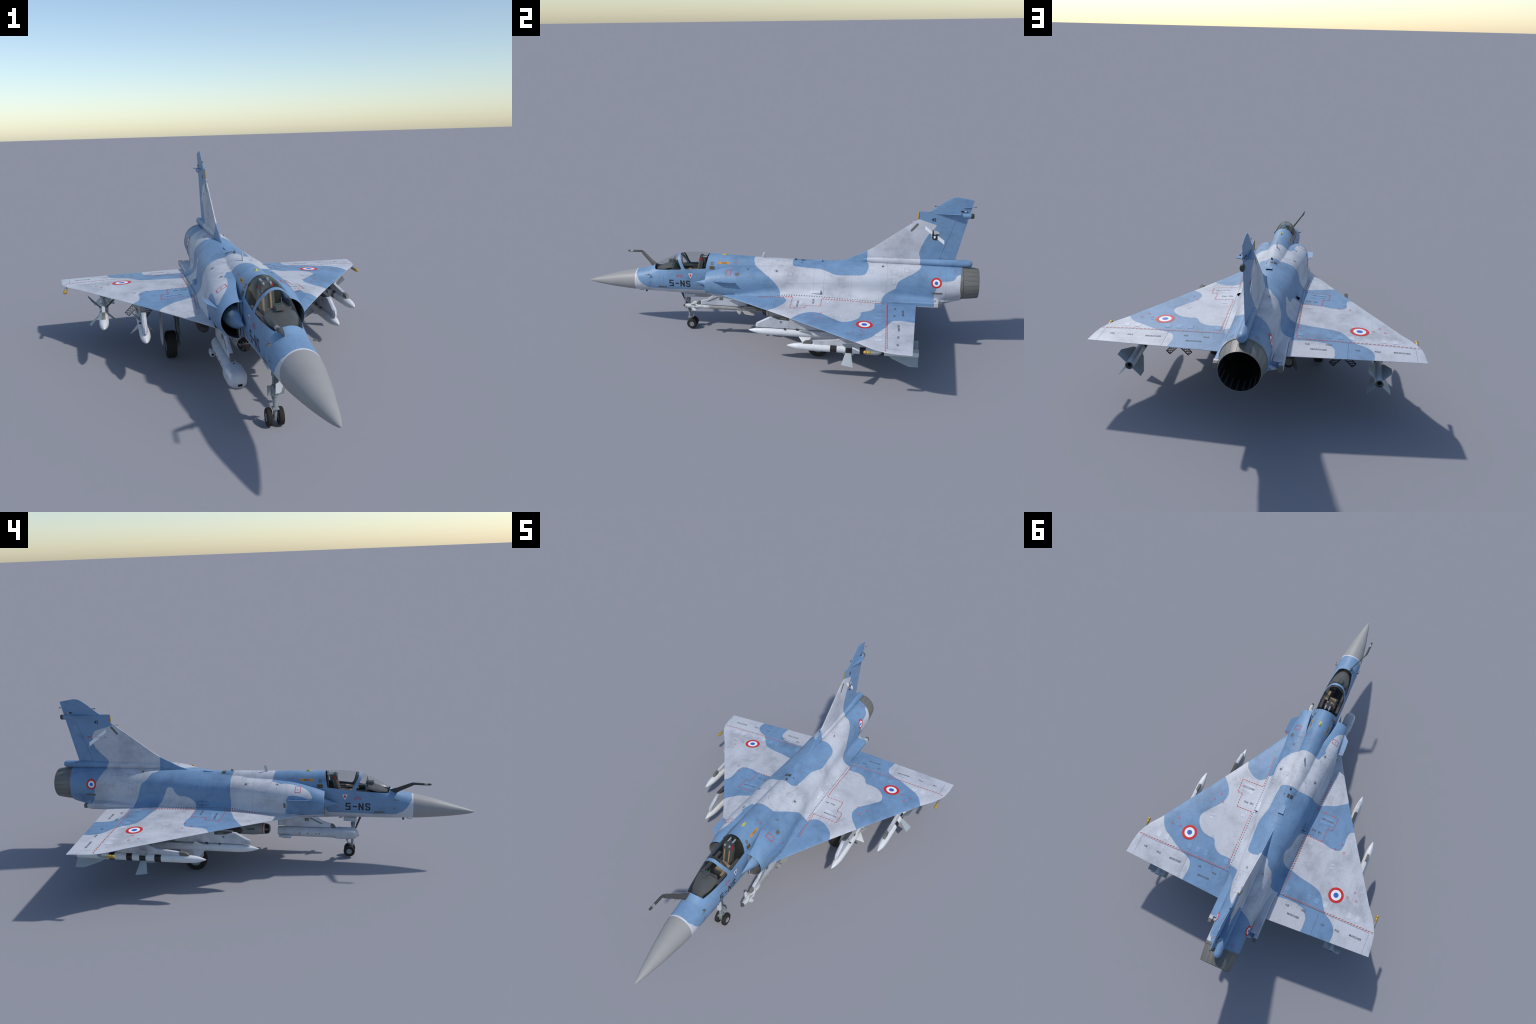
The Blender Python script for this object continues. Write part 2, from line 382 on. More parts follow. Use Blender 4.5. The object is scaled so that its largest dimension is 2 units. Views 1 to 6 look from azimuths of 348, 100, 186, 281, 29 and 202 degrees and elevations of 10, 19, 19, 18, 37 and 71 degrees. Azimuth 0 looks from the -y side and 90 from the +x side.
# root fillet along the wing
W3 = pchip([(-.30, .118), (-.22, .139), (-.1, .156), (.0, .163), (.3, .163), (.45, .157), (.53, .148), (.575, .134), (.62, .121), (.7, .119), (.80, .117), (.815, .10), (.83, .05), (.95, .03)])
Z3 = pchip([(-.30, .243), (.0, .2475), (.3, .250), (.6, .251), (.83, .250)])
H3 = pchip([(-.30, .006), (-.2, .012), (-.05, .028), (.1, .034), (.3, .034), (.45, .027), (.55, .020), (.7, .014), (.81, .013), (.83, .003), (.95, .002)])
K3 = pchip([(-.30, .004), (-.15, .012), (-.05, .020), (.0, .028), (.1, .042), (.3, .046), (.5, .046), (.6, .036), (.8, .018), (.9, .004)])

def field(x, z, y, nac):
    ax = np.abs(x)
    def se(W, Mz, T, B, nt, nb, xc=0.0):
        up = z >= Mz
        n = np.where(up, nt, nb); H = np.where(up, T - Mz, Mz - B)
        q = (np.abs(np.maximum(ax - xc, 0) / (W - xc))**n + np.abs((z - Mz) / H)**n)**(1/n)
        return (q - 1)*np.minimum(W, H)
    d = se(W1(y), M1(y), T1(y), B1(y), NT1(y), NB1(y))
    if nac:
        d2 = se(W2(y), M2(y), T2(y), B2(y), N2(y), NB2(y), XC2(y))
        d3 = se(W3(y), Z3(y), Z3(y) + H3(y), Z3(y) - H3(y), 2.0, 2.0)
        def smin(a, b, k):
            h = np.clip(.5 + .5*(b - a)/k, 0, 1)
            return b*(1-h) + a*h - k*h*(1-h)
        k12 = .0015 + .02*np.clip((y - .14)/.2, 0, 1)
        d = smin(d, d2, k12)
        d = smin(d, d3, K3(y))
    return d

def section(y, th, nac, inset=0.0):
    """points of the outline at station y along the directions th (from straight up)"""
    zc = float(M1(y)) if not nac else float(np.interp(y, [-.2, .75, .9], [.245, .245, .30]))
    dx, dz = np.sin(th), np.cos(th)
    lo = np.zeros_like(th); hi = np.full_like(th, .3)
    for _ in range(36):
        mid = (lo + hi)/2
        s = field(mid*dx, zc + mid*dz, y, nac) < -inset
        lo = np.where(s, mid, lo); hi = np.where(s, hi, mid)
    r = (lo + hi)/2
    return np.stack([r*dx, np.full_like(th, y), zc + r*dz], 1)

NT = 288
TH = np.linspace(0, 2*math.pi, NT, endpoint=False)
Y_SPLIT = -.17       # trunks join the body here
ys_f = np.unique(np.concatenate([-1 + .29*np.linspace(0, 1, 60)**1.6, np.linspace(-.71, Y_SPLIT, 200)]))
front = np.array([section(y, TH, False) for y in ys_f])
ys_r = np.linspace(Y_SPLIT - .005, .918, 330)
rear = np.array([section(y, TH, True) for y in ys_r])

def grid_faces(n, k, off=0):
    return [(off + i*k + j, off + i*k + (j+1) % k, off + (i+1)*k + (j+1) % k, off + (i+1)*k + j) for i in range(n-1) for j in range(k)]

def cut_by_planes(bm, planes, region):
    for (y0, z0), (y1, z1) in planes:
        d = Vector((0, y1-y0, z1-z0)); n = d.cross(Vector((1, 0, 0))).normalized()
        lim = [f for f in bm.faces if region(f.calc_center_median())]
        g = set(lim)
        for f in lim: g.update(f.edges); g.update(f.verts)
        bmesh.ops.bisect_plane(bm, geom=list(g), dist=1e-6, plane_co=(0, y0, z0), plane_no=n)

def inside(poly, p):
    c = False; n = len(poly)
    for i in range(n):
        (a, b), (e, d) = poly[i], poly[(i+1) % n]
        if (b > p[1]) != (d > p[1]) and p[0] < (e-a)*(p[1]-b)/(d-b) + a: c = not c
    return c

# side-view outlines (y, z) of the transparencies and of the frames between them
WIND = [(-.6265, .3500), (-.6150, .3310), (-.4760, .3425), (-.4705, .3480), (-.4945, .3950), (-.5020, .44)]
HOOD = [(-.4870, .44), (-.4800, .3980), (-.4530, .3520), (-.4470, .3460), (-.3415, .3555), (-.3290, .4230), (-.3265, .44)]
ARCH = [(-.5020, .44), (-.4945, .3950), (-.4705, .3480), (-.4530, .3520), (-.4800, .3980), (-.4870, .44)]
def edges(poly): return [(poly[i], poly[(i+1) % len(poly)]) for i in range(len(poly))]

bm = bmesh.new()
vs = [bm.verts.new(p) for p in front.reshape(-1, 3)]
for f in grid_faces(len(ys_f), NT): bm.faces.new([vs[i] for i in f])
bm.normal_update()
reg = lambda c: -.64 < c.y < -.31 and c.z > .325
cut_by_planes(bm, edges(WIND)[:5] + edges(HOOD)[:6], reg)
cut_by_planes(bm, [((-.7265, 0), (-.7265, 1)), ((-.7205, 0), (-.7205, 1))], lambda c: -.76 < c.y < -.70)
bm.normal_update()
parts = {'radome': [], 'radome_ring': [], 'windscreen': [], 'canopy': [], 'nose': []}
for f in bm.faces:
    c = f.calc_center_median(); k = 'nose'
    if c.y < -.7265: k = 'radome'
    elif c.y < -.7205: k = 'radome_ring'
    elif reg(c):
        if inside(WIND, (c.y, c.z)): k = 'windscreen'
        elif inside(HOOD, (c.y, c.z)): k = 'canopy'
    parts[k].append(f)
bmn = {v: v.normal.copy() for v in bm.verts}

def take(name, faces, mat, parent=None):
    me = bpy.data.meshes.new(name); idx = {}; V = []; F = []; NR = []
    for f in faces:
        q = []
        for v in f.verts:
            if v not in idx: idx[v] = len(V); V.append(v.co[:]); NR.append(bmn[v][:])
            q.append(idx[v])
        F.append(q)
    me.from_pydata(V, [], F); me.materials.append(mat); me.shade_smooth()
    me.normals_split_custom_set_from_vertices(NR)
    return link(bpy.data.objects.new(name, me), parent)

take('radome', parts['radome'], M_radome)
take('radome_ring', parts['radome_ring'], M_ring)
def glass():
    N = Nodes('canopy_glass'); N.coords(); p = N.n('ShaderNodeBsdfPrincipled')
    for k, v in (('Base Color', (.86, .88, .86, 1)), ('Roughness', .0), ('IOR', 1.02), ('Transmission Weight', 1.0), ('Coat Weight', .55), ('Coat Roughness', .03), ('Coat IOR', 1.45)): p.inputs[k].default_value = v
    t = N.n('ShaderNodeBsdfTransparent'); t.inputs[0].default_value = (.88, .90, .88, 1); m = N.n('ShaderNodeMixShader'); m.inputs[0].default_value = .5
    N.t.links.new(t.outputs[0], m.inputs[1]); N.t.links.new(p.outputs[0], m.inputs[2]); N.t.links.new(m.outputs[0], N.out.inputs[0]); return N.mat
M_glass = glass()
take('windscreen', parts['windscreen'], M_glass)
take('canopy', parts['canopy'], M_glass)
nose_ob = take('nose_section', parts['nose'], M_fus)
bm.free()

fus = obj('fuselage', rear.reshape(-1, 3), grid_faces(len(ys_r), NT), M_fus, angle=28)

# ---------------------------------------------------------------- air intakes
LIP_Y = -.330
def nacelle(sx):
    """D-shaped trunk from the lip back to the shoulder of the body"""
    ys = np.concatenate([np.linspace(LIP_Y, -.31, 8), np.linspace(-.30, -.135, 28)])
    n = 40; P = []
    for y in ys:
        xc = float(XC2(y)); off = float(np.interp(y, [-.165, -.135], [.0006, -.003])); W = float(W2(y)) - xc + off
        T, B, Mz = float(T2(y)) + off, float(B2(y)), float(M2(y))
        if y < -.2: B = min(B, .230 - .0)
        n1 = float(N2(y)); xin = np.interp(y, [LIP_Y, -.28, -.2, -.13], [.0715, .0690, .060, .045])
        row = []
        a = np.linspace(math.pi/2, -math.pi/2, n)
        for t in a:
            cx, cz = math.cos(t), math.sin(t)
            r = (abs(cx)**n1 + abs(cz)**n1)**(-1/n1)
            row.append((xc + W*r*cx, y, Mz + (T - Mz if cz > 0 else Mz - B)*r*cz))
        row = [p for p in row]
        x0 = min(xin, row[0][0])
        top = [(x0, y, row[0][2])]; bot = [(x0, y, row[-1][2])]
        P.append(top + row + bot)
    return np.array(P)*np.array([sx, 1, 1])
for sx in (1, -1):
    P = nacelle(sx)
    k = P.shape[1]
    c = P[0].mean(0)
    # outer skin, rounded lip, inner duct
    lip1 = P[0] + (c - P[0])*.018 + np.array([0, -.0006, 0]); lip2 = P[0] + (c - P[0])*.04 + np.array([0, .0008, 0])
    rows = [p for p in P[::-1]] + [lip1, lip2]
    for i, y in enumerate(np.linspace(-.32, -.175, 8)):
        q = np.array([np.interp(y, nac_y, P[:, j, d]) if d != 1 else y for j in range(k) for d in range(3)]).reshape(k, 3) if False else P[0].copy()
        j = int(np.argmin(abs(P[:, 0, 1] - y))); q = P[j].copy(); cc = q.mean(0)
        q = cc + (q - cc)*np.array([.90, 1, .93]); q[:, 1] = y; q[:, 2] -= .0
        rows.append(q)
    G = Geo(); G.grid(np.array(rows), True, False)
    nO = len(P) + 1
    G.m = [0 if i // k < len(P) + 1 else 1 for i in range(len(G.f))]
    ob = G.out('air_intake', [M_fus, M_duct], angle=40)
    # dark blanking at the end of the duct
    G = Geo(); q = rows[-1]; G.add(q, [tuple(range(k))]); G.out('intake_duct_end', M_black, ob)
    # half cone shock body with its splitter against the fuselage
    G = Geo(); pr = []; n = 25
    for y, r in [(-.393, .0004), (-.372, .0065), (-.345, .0165), (-.32, .027), (-.295, .0345), (-.265, .039), (-.23, .041), (-.18, .041)]:
        pr.append([(sx*(.0705 + r*math.cos(t)*.98), y, .2860 + r*math.sin(t)) for t in np.linspace(-math.pi/2, math.pi/2, n)])
    G.grid(np.array(pr), True, True); G.out('shock_cone', M_blue, ob)
    G = Geo()
    for z in (.3420, .2800): G.box((sx*.066, -.318, z), (.022, .022, .0022))
    G.box((sx*.063, -.26, .287), (.006, .12, .108)); G.out('boundary_layer_diverter', M_blue, ob)
    # strake on the trunk
    G = Geo()
    r0 = [(.120, -.2885, .3150), (.128, -.25, .3165), (.132, -.21, .317), (.135, -.172, .318)]
    tp = [(.1275, -.2885, .3168), (.1560, -.258, .3262), (.1590, -.215, .3262), (.1590, -.1735, .3260)]
    row = []
    for h in (-.0014, .0014):
        row.append([(sx*x, y, z + h) for x, y, z in r0]); row.append([(sx*x, y, z + h*.35) for x, y, z in tp])
    G.grid(np.array([row[0], row[1], row[3], row[2]]), False); G.grid(np.array([row[2], row[0]]), False)
    for e in (0, -1): G.add([row[0][e], row[1][e], row[3][e], row[2][e]], [(0, 1, 2, 3)])
    G.out('intake_strake', M_blue, ob, 30)

# ---------------------------------------------------------------- wings
LE = pchip([(.09, -.312), (.14, -.2187), (.2809, .0231), (.3555, .1440), (.5454, .4439), (.6203, .567), (.6275, .600), (.6318, .640), (.6338, .6765)])
def TE(x): return .7155 - .0574*x
HINGE = .5760
def shape(t):
    t = np.clip(t, 0, 1)
    return np.where(t < .42, np.sin(math.pi/2*(t/.42)**.62), 1 - .97*((np.maximum(t, .42) - .42)/.58)**1.8)
def wing_z(x, y, up):
    le, te = LE(x), TE(x); c = np.maximum(te - le, 1e-4); t = (y - le)/c
    base = .2448 - .0040*(x/.63)**1.5 + .0018*t
    h = (.0215 if up else .0185)*c*shape(t) + .0004
    return base + (h if up else -h)
def wing_block(sx, x0, x1, y_lo, y_hi, nx, nc, mat, name, parent=None):
    """closed piece of the wing between two spans; y_lo / y_hi = functions of x"""
    P = []
    for x in np.linspace(x0, x1, nx):
        a, b = y_lo(x), y_hi(x)
        t = (1 - np.cos(np.linspace(0, math.pi, nc)))/2 if a <= LE(x) + 1e-4 else np.linspace(0, 1, nc)
        yy = a + (b - a)*t
        up = [(sx*x, y, wing_z(x, y, True)) for y in yy[::-1]]
        dn = [(sx*x, y, wing_z(x, y, False)) for y in yy[(1 if a <= LE(x) + 1e-4 else 0):]]
        P.append(up + dn)
    k = len(P[0]); G = Geo(); G.grid(np.array(P), True, True)
    G.m = [0 if (i % k) < nc - 1 else 1 for i in range(len(G.f))]; G.m[-2:] = [0, 0]
    return G.out(name, [mat, M_white], parent, 40)
wings = []
for sx in (1, -1):
    w = wing_block(sx, .1300, .598, lambda x: LE(x), lambda x: HINGE - .0008, 90, 44, M_wing, 'wing')
    wings.append(w)
    wing_block(sx, .598, .6338, lambda x: LE(x), lambda x: TE(x), 14, 40, M_wing, 'wing_tip', w)
    wing_block(sx, .1246, .3450, lambda x: HINGE + .0008, lambda x: TE(x), 30, 12, M_elev, 'elevon', w)
    wing_block(sx, .3460, .5970, lambda x: HINGE + .0008, lambda x: TE(x), 30, 12, M_elev, 'elevon', w)
    # actuator fairing beside the fuselage
    G = Geo(); P = []
    for y, w0, w1, z0, z1 in [(.50, .10, .1215, .245, .250), (.60, .090, .1230, .240, .2620), (.70, .084, .1235, .238, .2640), (.795, .084, .1240, .2385, .2645)]:
        c = .004; P.append([(sx*x, y, z) for x, z in [(w0, z0), (w1-c, z0), (w1, z0+c), (w1, z1-c), (w1-c, z1), (w0, z1+.004)]])
    G.grid(np.array(P), True, True); G.out('elevon_fairing', M_fus, w, 30)
    G = Geo(); G.box((sx*.1150, .803, .2530), (.0190, .018, .0215)); G.box((sx*.1150, .8200, .2530), (.0170, .018, .0195), 1)
    G.out('fairing_end', [M_white, M_greydark], w)
    # lamp on the tip leading edge
    G = Geo(); o = (sx*.6085, 0, .2300)
    G.revolve([(.552, .002), (.545, .0065), (.52, .0072), (.512, .0068)], o, 18, m=0)
    G.revolve([(.512, .0060), (.503, .0076), (.497, .0076), (.494, .0060), (.490, .0078), (.484, .0074), (.480, .0045), (.479, .0005)], o, 18, m=1)
    G.box((sx*.608, .545, .2365), (.003, .02, .010)); G.out('wing_tip_lamp', [M_steel, M_yellow], w)
    # cooling-air blister at the wing root
    G = Geo(); P = []
    for y, s in [(.195, .15), (.205, .8), (.22, 1), (.252, 1.08)]:
        P.append([(sx*(.1170 + .0165*s*math.cos(t)), y, .2870 + .0085*s*math.sin(t)) for t in np.linspace(-1.9, 1.9, 15)])
    G.grid(np.array(P), True, True); b = G.out('air_blister', M_fus)
    G = Geo(); G.add([(p[0], p[1] + .0006, p[2]) for p in np.array(P[-1])*np.array([1, 1, 1])], [tuple(range(15))]); G.out('blister_outlet', M_black, b)

# ---------------------------------------------------------------- fin
FLE = pchip([(.385, .262), (.400, .298), (.4135, .338), (.423, .369), (.444, .412), (.471, .467), (.521, .539), (.581, .6205), (.6365, .6985)])
FTOP = pchip([(.6785, .7530), (.6993, .7814), (.711, .7963), (.7269, .8161), (.7401, .836), (.7483, .851), (.7526, .8662), (.7535, .8765)])
def FTE(z): return np.interp(z, [.385, .445, .6445, .7397, .7461, .7535], [.872, .8854, .9296, .9513, .9185, .8770])
def FH(z): return np.interp(z, [.445, .642], [.8095, .8765])
def fin_half(y, z, le, te):
    c = max(te - le, 1e-4); t = (y - le)/c
    k = np.interp(z, [.39, .6, .7535], [.0100, .0048, .0022])
    return float(k*shape(np.array(t*.95 + .02)) + .0003)
def fin_block(rows, lo, hi, name, parent, mat, LEf, nc=26):
    P = []
    for z in rows:
        le, te = float(LEf(z)), float(FTE(z)); a, b = float(lo(z)), float(hi(z))
        t = np.linspace(0, 1, nc); yy = a + (b - a)*t**1.4 if abs(a - le) < 1e-6 else a + (b-a)*t
        up = [(fin_half(y, z, le, te), y, z) for y in yy[::-1]]; dn = [(-fin_half(y, z, le, te), y, z) for y in yy]
        P.append(up + dn)
    G = Geo(); G.grid(np.array(P), True, True); return G.out(name, mat, parent, 40)
fin = fin_block(np.linspace(.385, .4465, 14), FLE, FTE, 'tail_fin', None, M_fin, FLE)
fin_block(np.linspace(.4465, .6365, 40), FLE, lambda z: FH(z) - .0006, 'fin_panel', fin, M_fin, FLE)
fin_block(np.linspace(.4475, .6420, 30), lambda z: FH(z) + .0006, FTE, 'rudder', fin, M_fin, FLE, 12)
fin_block(np.linspace(.6365, .6425, 4), lambda z: .7015, lambda z: FH(.642), 'fin_panel', fin, M_fin, lambda z: .7015)
fin_block(np.linspace(.6425, .6785, 12), lambda z: .7015, FTE, 'fin_panel', fin, M_fin, lambda z: .7015)
fin_block(np.linspace(.6785, .7534, 34), FTOP, FTE, 'fin_cap', fin, M_fin, FTOP)
G = Geo(); G.revolve([(.640, .0004), (.6415, .003), (.645, .0038), (.674, .0038), (.6765, .003), (.678, .0004)], (0, .7015, 0), 14, 'z'); G.out('antenna_bar', M_yellow, fin)
G = Geo(); G.revolve([(.845, .001), (.87, .006), (.90, .0105), (.9405, .0118)], (0, 0, .6640), 24, m=0)
G.revolve([(.9405, .0112), (.952, .0112), (.9555, .009), (.9565, .002)], (0, 0, .6640), 24, m=1)
G.v = [(x*.74, y, .6640 + (z - .6640)*1.10) for x, y, z in G.v]; G.out('warning_pod', [M_blue, M_dark], fin)
for sx in (1, -1):
    G = Geo(); poly = [(.001, .765), (.010, .800), (.020, .838), (.0265, .872), (.0295, .893), (.012, .894), (.001, .905)]
    G.plate([(sx*a, b) for a, b in poly], ((0, 0, .6555), (1, 0, .10*sx), (0, 1, .02), (0, 0, 1)), .0022); G.out('pod_strake', M_blue, fin)
    G = Geo(); G.tube((sx*.005, .905, .7065), (sx*.005, .956, .7090), .0022); G.tube((sx*.005, .956, .7090), (sx*.005, .961, .7092), .0026, m=1)
    if sx > 0: G.out('whip_aerial', [M_blue, M_dark], fin)
    G = Geo(); G.box((sx*.0042, .908, .6862), (.002, .028, .006)); G.box((sx*.0046, .914, .6862), (.002, .011, .0032), 1); G.out('formation_lamp', [M_ink, M_rwhite], fin)
G = Geo(); G.tube((0, .7780, .7065), (0, .812, .7065), .0022); G.tube((0, .7730, .7065), (0, .7785, .7065), .0026, m=1); G.out('whip_aerial', [M_blue, M_dark], fin)
G = Geo(); G.tube((0, .672, .6272), (0, .712, .6280), .0020, .0026); G.tube((0, .6605, .6270), (0, .6720, .6272), .0006, .0027, m=1); G.out('pitot_probe', [M_white, M_yellow], fin)
# parachute boom under the rudder
G = Geo(); G.revolve([(.43, .003), (.455, .0100), (.49, .0158), (.55, .0172), (.70, .0177), (.93, .0182), (.948, .0178), (.958, .0155), (.9645, .011), (.967, .004), (.9672, .0005)], (0, 0, .4262), 32)
boom = G.out('parachute_boom', M_fin)

# ---------------------------------------------------------------- engine nozzle
G = Geo(); G.revolve([(.900, .0800), (.9165, .0822), (.9235, .0822), (.9245, .0795)], (0, 0, .3300), 72, caps=False); noz = G.out('engine_nozzle', None or M_duct)
def metal(name, col):
    N = Nodes(name); N.coords(); oi = N.n('ShaderNodeObjectInfo')
    c = N.mixc(N.ramp(N.noise(22, 5, .65, (1, .3, 1)), .3, .75), col, tuple(q*.55 for q in col))
    c = N.mixc(N.math('MULTIPLY', oi.outputs['Random'], .35), c, (.13, .13, .12))
    return N.finish(c, .5, .15, N.noise(90, 3), .4)
M_petal = metal('burnt_nozzle_metal', (.20, .195, .178))
noz.data.materials.clear(); noz.data.materials.append(M_petal)
NP = 20; P = []; da = 2*math.pi/NP
prof = [(.9245, .0800, .0012), (.93, .0795, .0016), (.96, .0768, .0016), (.985, .0735, .0016), (.9993, .0712, .0012)]
G = Geo(); rows = []
for y, r, t in prof:
    aa = np.linspace(-da/2*.965, da/2*.965, 6)
    rows.append([(r*math.sin(q), y, r*math.cos(q)) for q in aa] + [((r-t)*math.sin(q), y, (r-t)*math.cos(q)) for q in aa[::-1]])
G.grid(np.array(rows), True, True); pet = G.out('nozzle_petal', M_petal, noz, 40); pet.location = (0, 0, .33)
copies(pet, [Matrix.Translation((0, 0, .33)) @ Matrix.Rotation(i*da, 4, 'Y') for i in range(1, NP)])
G = Geo(); G.revolve([(.998, .0695), (.96, .0735), (.92, .0765), (.88, .070), (.80, .066), (.60, .062), (.50, .058), (.499, .002)], (0, 0, .33), 60, caps=False)
G.out('exhaust_liner', plain('sooty_liner', (.025, .025, .027), .6, 0, .5, 30, .2, (1, .2, 1)), noz)
G = Geo()
for i in range(NP):
    a = (i+.5)*da; r = .0685; G.box((r*math.sin(a), .965, .33 + r*math.cos(a)), (.006, .06, .0025), rot=Matrix.Rotation(a, 3, 'Y') @ Matrix.Rotation(.06, 3, 'X'))
G.out('liner_rib', plain('sooty_rib', (.05, .055, .06), .5), noz, kind='stuff')

# ---------------------------------------------------------------- cockpit
M_tub = plain('cockpit_tub', (.035, .034, .030), .7); M_seat = plain('seat_grey', (.09, .095, .095), .6); M_tan = plain('harness_tan', (.50, .33, .19), .7)
M_panel = plain('coaming_grey', (.12, .12, .12), .7); M_green = plain('display_green', (.02, .16, .08), .4)
P = []
for y, w in [(-.606, .030), (-.56, .042), (-.5, .050), (-.45, .053), (-.34, .053)]:
    z1 = np.interp(y, [-.606, -.5, -.34], [.334, .341, .349]); z0 = .285
    P.append([(w, y, z1), (w*.95, y, z0 + .01), (w*.8, y, z0), (-w*.8, y, z0), (-w*.95, y, z0 + .01), (-w, y, z1)])
G = Geo(); G.grid(np.array(P), False); G.add(P[-1] + [(-.045, -.34, .395), (-.02, -.338, .414), (.02, -.338, .414), (.045, -.34, .395)], [tuple(range(10))])
tub = G.out('cockpit_tub', M_tub)
P = []
for y, z, w in [(-.612, .334, .026), (-.585, .347, .036), (-.55, .360, .043), (-.525, .366, .045), (-.515, .360, .045), (-.513, .30, .044)]:
    P.append([(w*math.sin(t), y, z - .022*(1 - math.cos(t))) for t in np.linspace(-1.4, 1.4, 13)])
G = Geo(); G.grid(np.array(P), False); G.out('instrument_coaming', M_panel, tub)
G = Geo(); G.box((0, -.515, .340), (.07, .006, .05)); G.box((-.008, -.5105, .352), (.018, .004, .016), 1); G.out('instrument_panel', [M_panel, M_green], tub)
G = Geo(); G.box((-.004, -.535, .3705), (.022, .03, .010)); G.box((-.004, -.520, .372), (.016, .004, .012), 1)
for s in (-1, 1): G.tube((s*.011 - .004, -.525, .372), (s*.011 - .004, -.518, .394), .0012)
G.out('gun_sight', [M_panel, M_green], tub)
G = Geo(); G.box((0, -.418, .310), (.048, .070, .020)); G.box((0, -.378, .345), (.046, .018, .085), rot=Matrix.Rotation(-.25, 3, 'X')); G.box((0, -.366, .3920), (.032, .034, .030), rot=Matrix.Rotation(-.2, 3, 'X'))
for s in (-1, 1): G.box((s*.022, -.40, .322), (.006, .06, .03))
seat = G.out('ejection_seat', M_seat, tub)
G = Geo()
for s in (-1, 1): G.box((s*.011, -.3905, .352), (.005, .003, .06), rot=Matrix.Rotation(-.25, 3, 'X')); G.box((s*.009, -.405, .3215), (.005, .035, .003))
G.box((0, -.425, .3235), (.034, .05, .010)); G.box((.030, -.45, .335), (.014, .06, .006), rot=Matrix.Rotation(.2, 3, 'X')); G.out('seat_harness', M_tan, seat)
G = Geo()
for s in (-1, 1): G.box((s*.0105 + .0015, -.3610, .4040), (.0055, .054, .006), rot=Matrix.Rotation(.05, 3, 'X'))
G.out('seat_rail', plain('rail_white', (.55, .57, .58), .4), seat)
G = Geo(); G.box((.018, -.372, .387), (.006, .012, .02)); G.box((-.018, -.372, .39), (.004, .010, .012)); G.out('ejection_handle', M_red, seat)
G = Geo()
for s in (-1, 1): G.box((s*.043, -.45, .335), (.012, .16, .010))
G.out('side_console', M_panel, tub)
# canopy sill rail and grab frame
arc = []
for ddy, k in ((0, 1.004), (.0065, 1.004), (.0065, .975), (0, .975)):
    row = []
    for t in np.linspace(-1.12, 1.12, 31):
        y = np.interp(abs(t), [0, 1.12], [-.4800, -.452]) + ddy
        p = section(y, np.array([t]), False)[0]; c = np.array([0, y, float(M1(y))]); row.append(c + (p - c)*(k if k < 1 else .997))
    arc.append(row)
G = Geo(); G.grid(np.array(arc + [arc[0]]), False); G.out('canopy_frame', M_dark)

# ---------------------------------------------------------------- antennas, probes, scoops
G = Geo(); base = Vector((-.022, -.640, .336)); elb = Vector((-.0700, -.7210, .3890)); tip = Vector((-.0712, -.772, .3885))
P = []
for p, r, w in [(base + Vector((.006, .018, -.012)), .018, .004), (base, .0150, .0034), (base.lerp(elb, .25), .0112, .0028), (base.lerp(elb, .9), .0088, .0028), (elb, .0068, .0040), (elb + Vector((-.0005, -.010, .001)), .0058, .0052), (tip, .0054, .0054)]:
    P.append([(p.x + w*math.cos(t)*.8, p.y + r*math.sin(t)*.72, p.z + r*math.sin(t)*.6 + w*math.cos(t)*.35) if False else tuple(p + Vector((.62, .1, .0)).normalized()*w*math.cos(t) + (Vector((-.1, .62, .70)).normalized() if r > .0075 else Vector((0, .25, .9)).normalized())*r*math.sin(t)) for t in np.linspace(0, 2*math.pi, 16, endpoint=False)])
G.grid(np.array(P), True, True); probe = G.out('refuelling_probe', M_dark)
G = Geo(); G.revolve([(-.785, .0050), (-.780, .0056), (-.770, .0056)], (-.0712, 0, .3885), 18, m=0); G.revolve([(-.8005, .0006), (-.7995, .0032), (-.794, .0048), (-.785, .0050)], (-.0712, 0, .3885), 18, m=1)
G.out('probe_tip', [M_steel, M_dark], probe)
G = Geo(); G.plate([(-.062, .405), (-.046, .405), (-.040, .4385), (-.052, .4385)], ((0, 0, 0), (0, 1, 0), (0, 0, 1), (1, 0, 0)), .0034, taper=.25); G.out('blade_antenna', M_white)
G = Geo(); G.plate([(-.266, .410), (-.242, .410), (-.243, .4235), (-.252, .4225)], ((0, 0, 0), (0, 1, 0), (0, 0, 1), (1, 0, 0)), .0026); G.box((0, -.254, .4160), (.012, .026, .0022)); G.out('yellow_fin_antenna', M_yellow2)
G = Geo(); P = []
for y, w, h in [(.175, .004, .0), (.195, .008, .003), (.22, .0115, .007), (.2475, .0135, .0105)]:
    z0 = float(T2(y)) - .006 if y > .18 else .396; P.append([(-w, y, z0), (-w, y, .4005 + h), (w, y, .4005 + h), (w, y, z0)])
G.grid(np.array(P), True, True); sc = G.out('dorsal_scoop', M_blue, None, 20)
G = Geo(); G.box((0, .2478, .4055), (.0225, .0012, .0085)); G.out('scoop_outlet', M_black, sc)
G = Geo(); G.box((.004, .114, .4105), (.008, .008, .004)); G.tube((.004, .114, .41), (.004, .117, .4165), .0022); G.out('beacon', M_dark)
for sx in (1, -1):
    G = Geo(); G.plate([(.538, .403), (.546, .403), (.548, .414), (.545, .414)], ((sx*.041, 0, 0), (0, 1, 0), (0, 0, 1), (1, 0, 0)), .0016); G.out('static_wick', M_dark)
    G = Geo(); G.box((sx*.0600, -.6450, .3085), (.010, .009, .003)); G.tube((sx*.0645, -.646, .3080), (sx*.0660, -.664, .3085), .0012); G.out('air_data_probe', M_greydark)
    G = Geo(); G.box((sx*.0560, -.643, .2650), (.008, .006, .0025)); G.out('angle_vane', M_greydark)
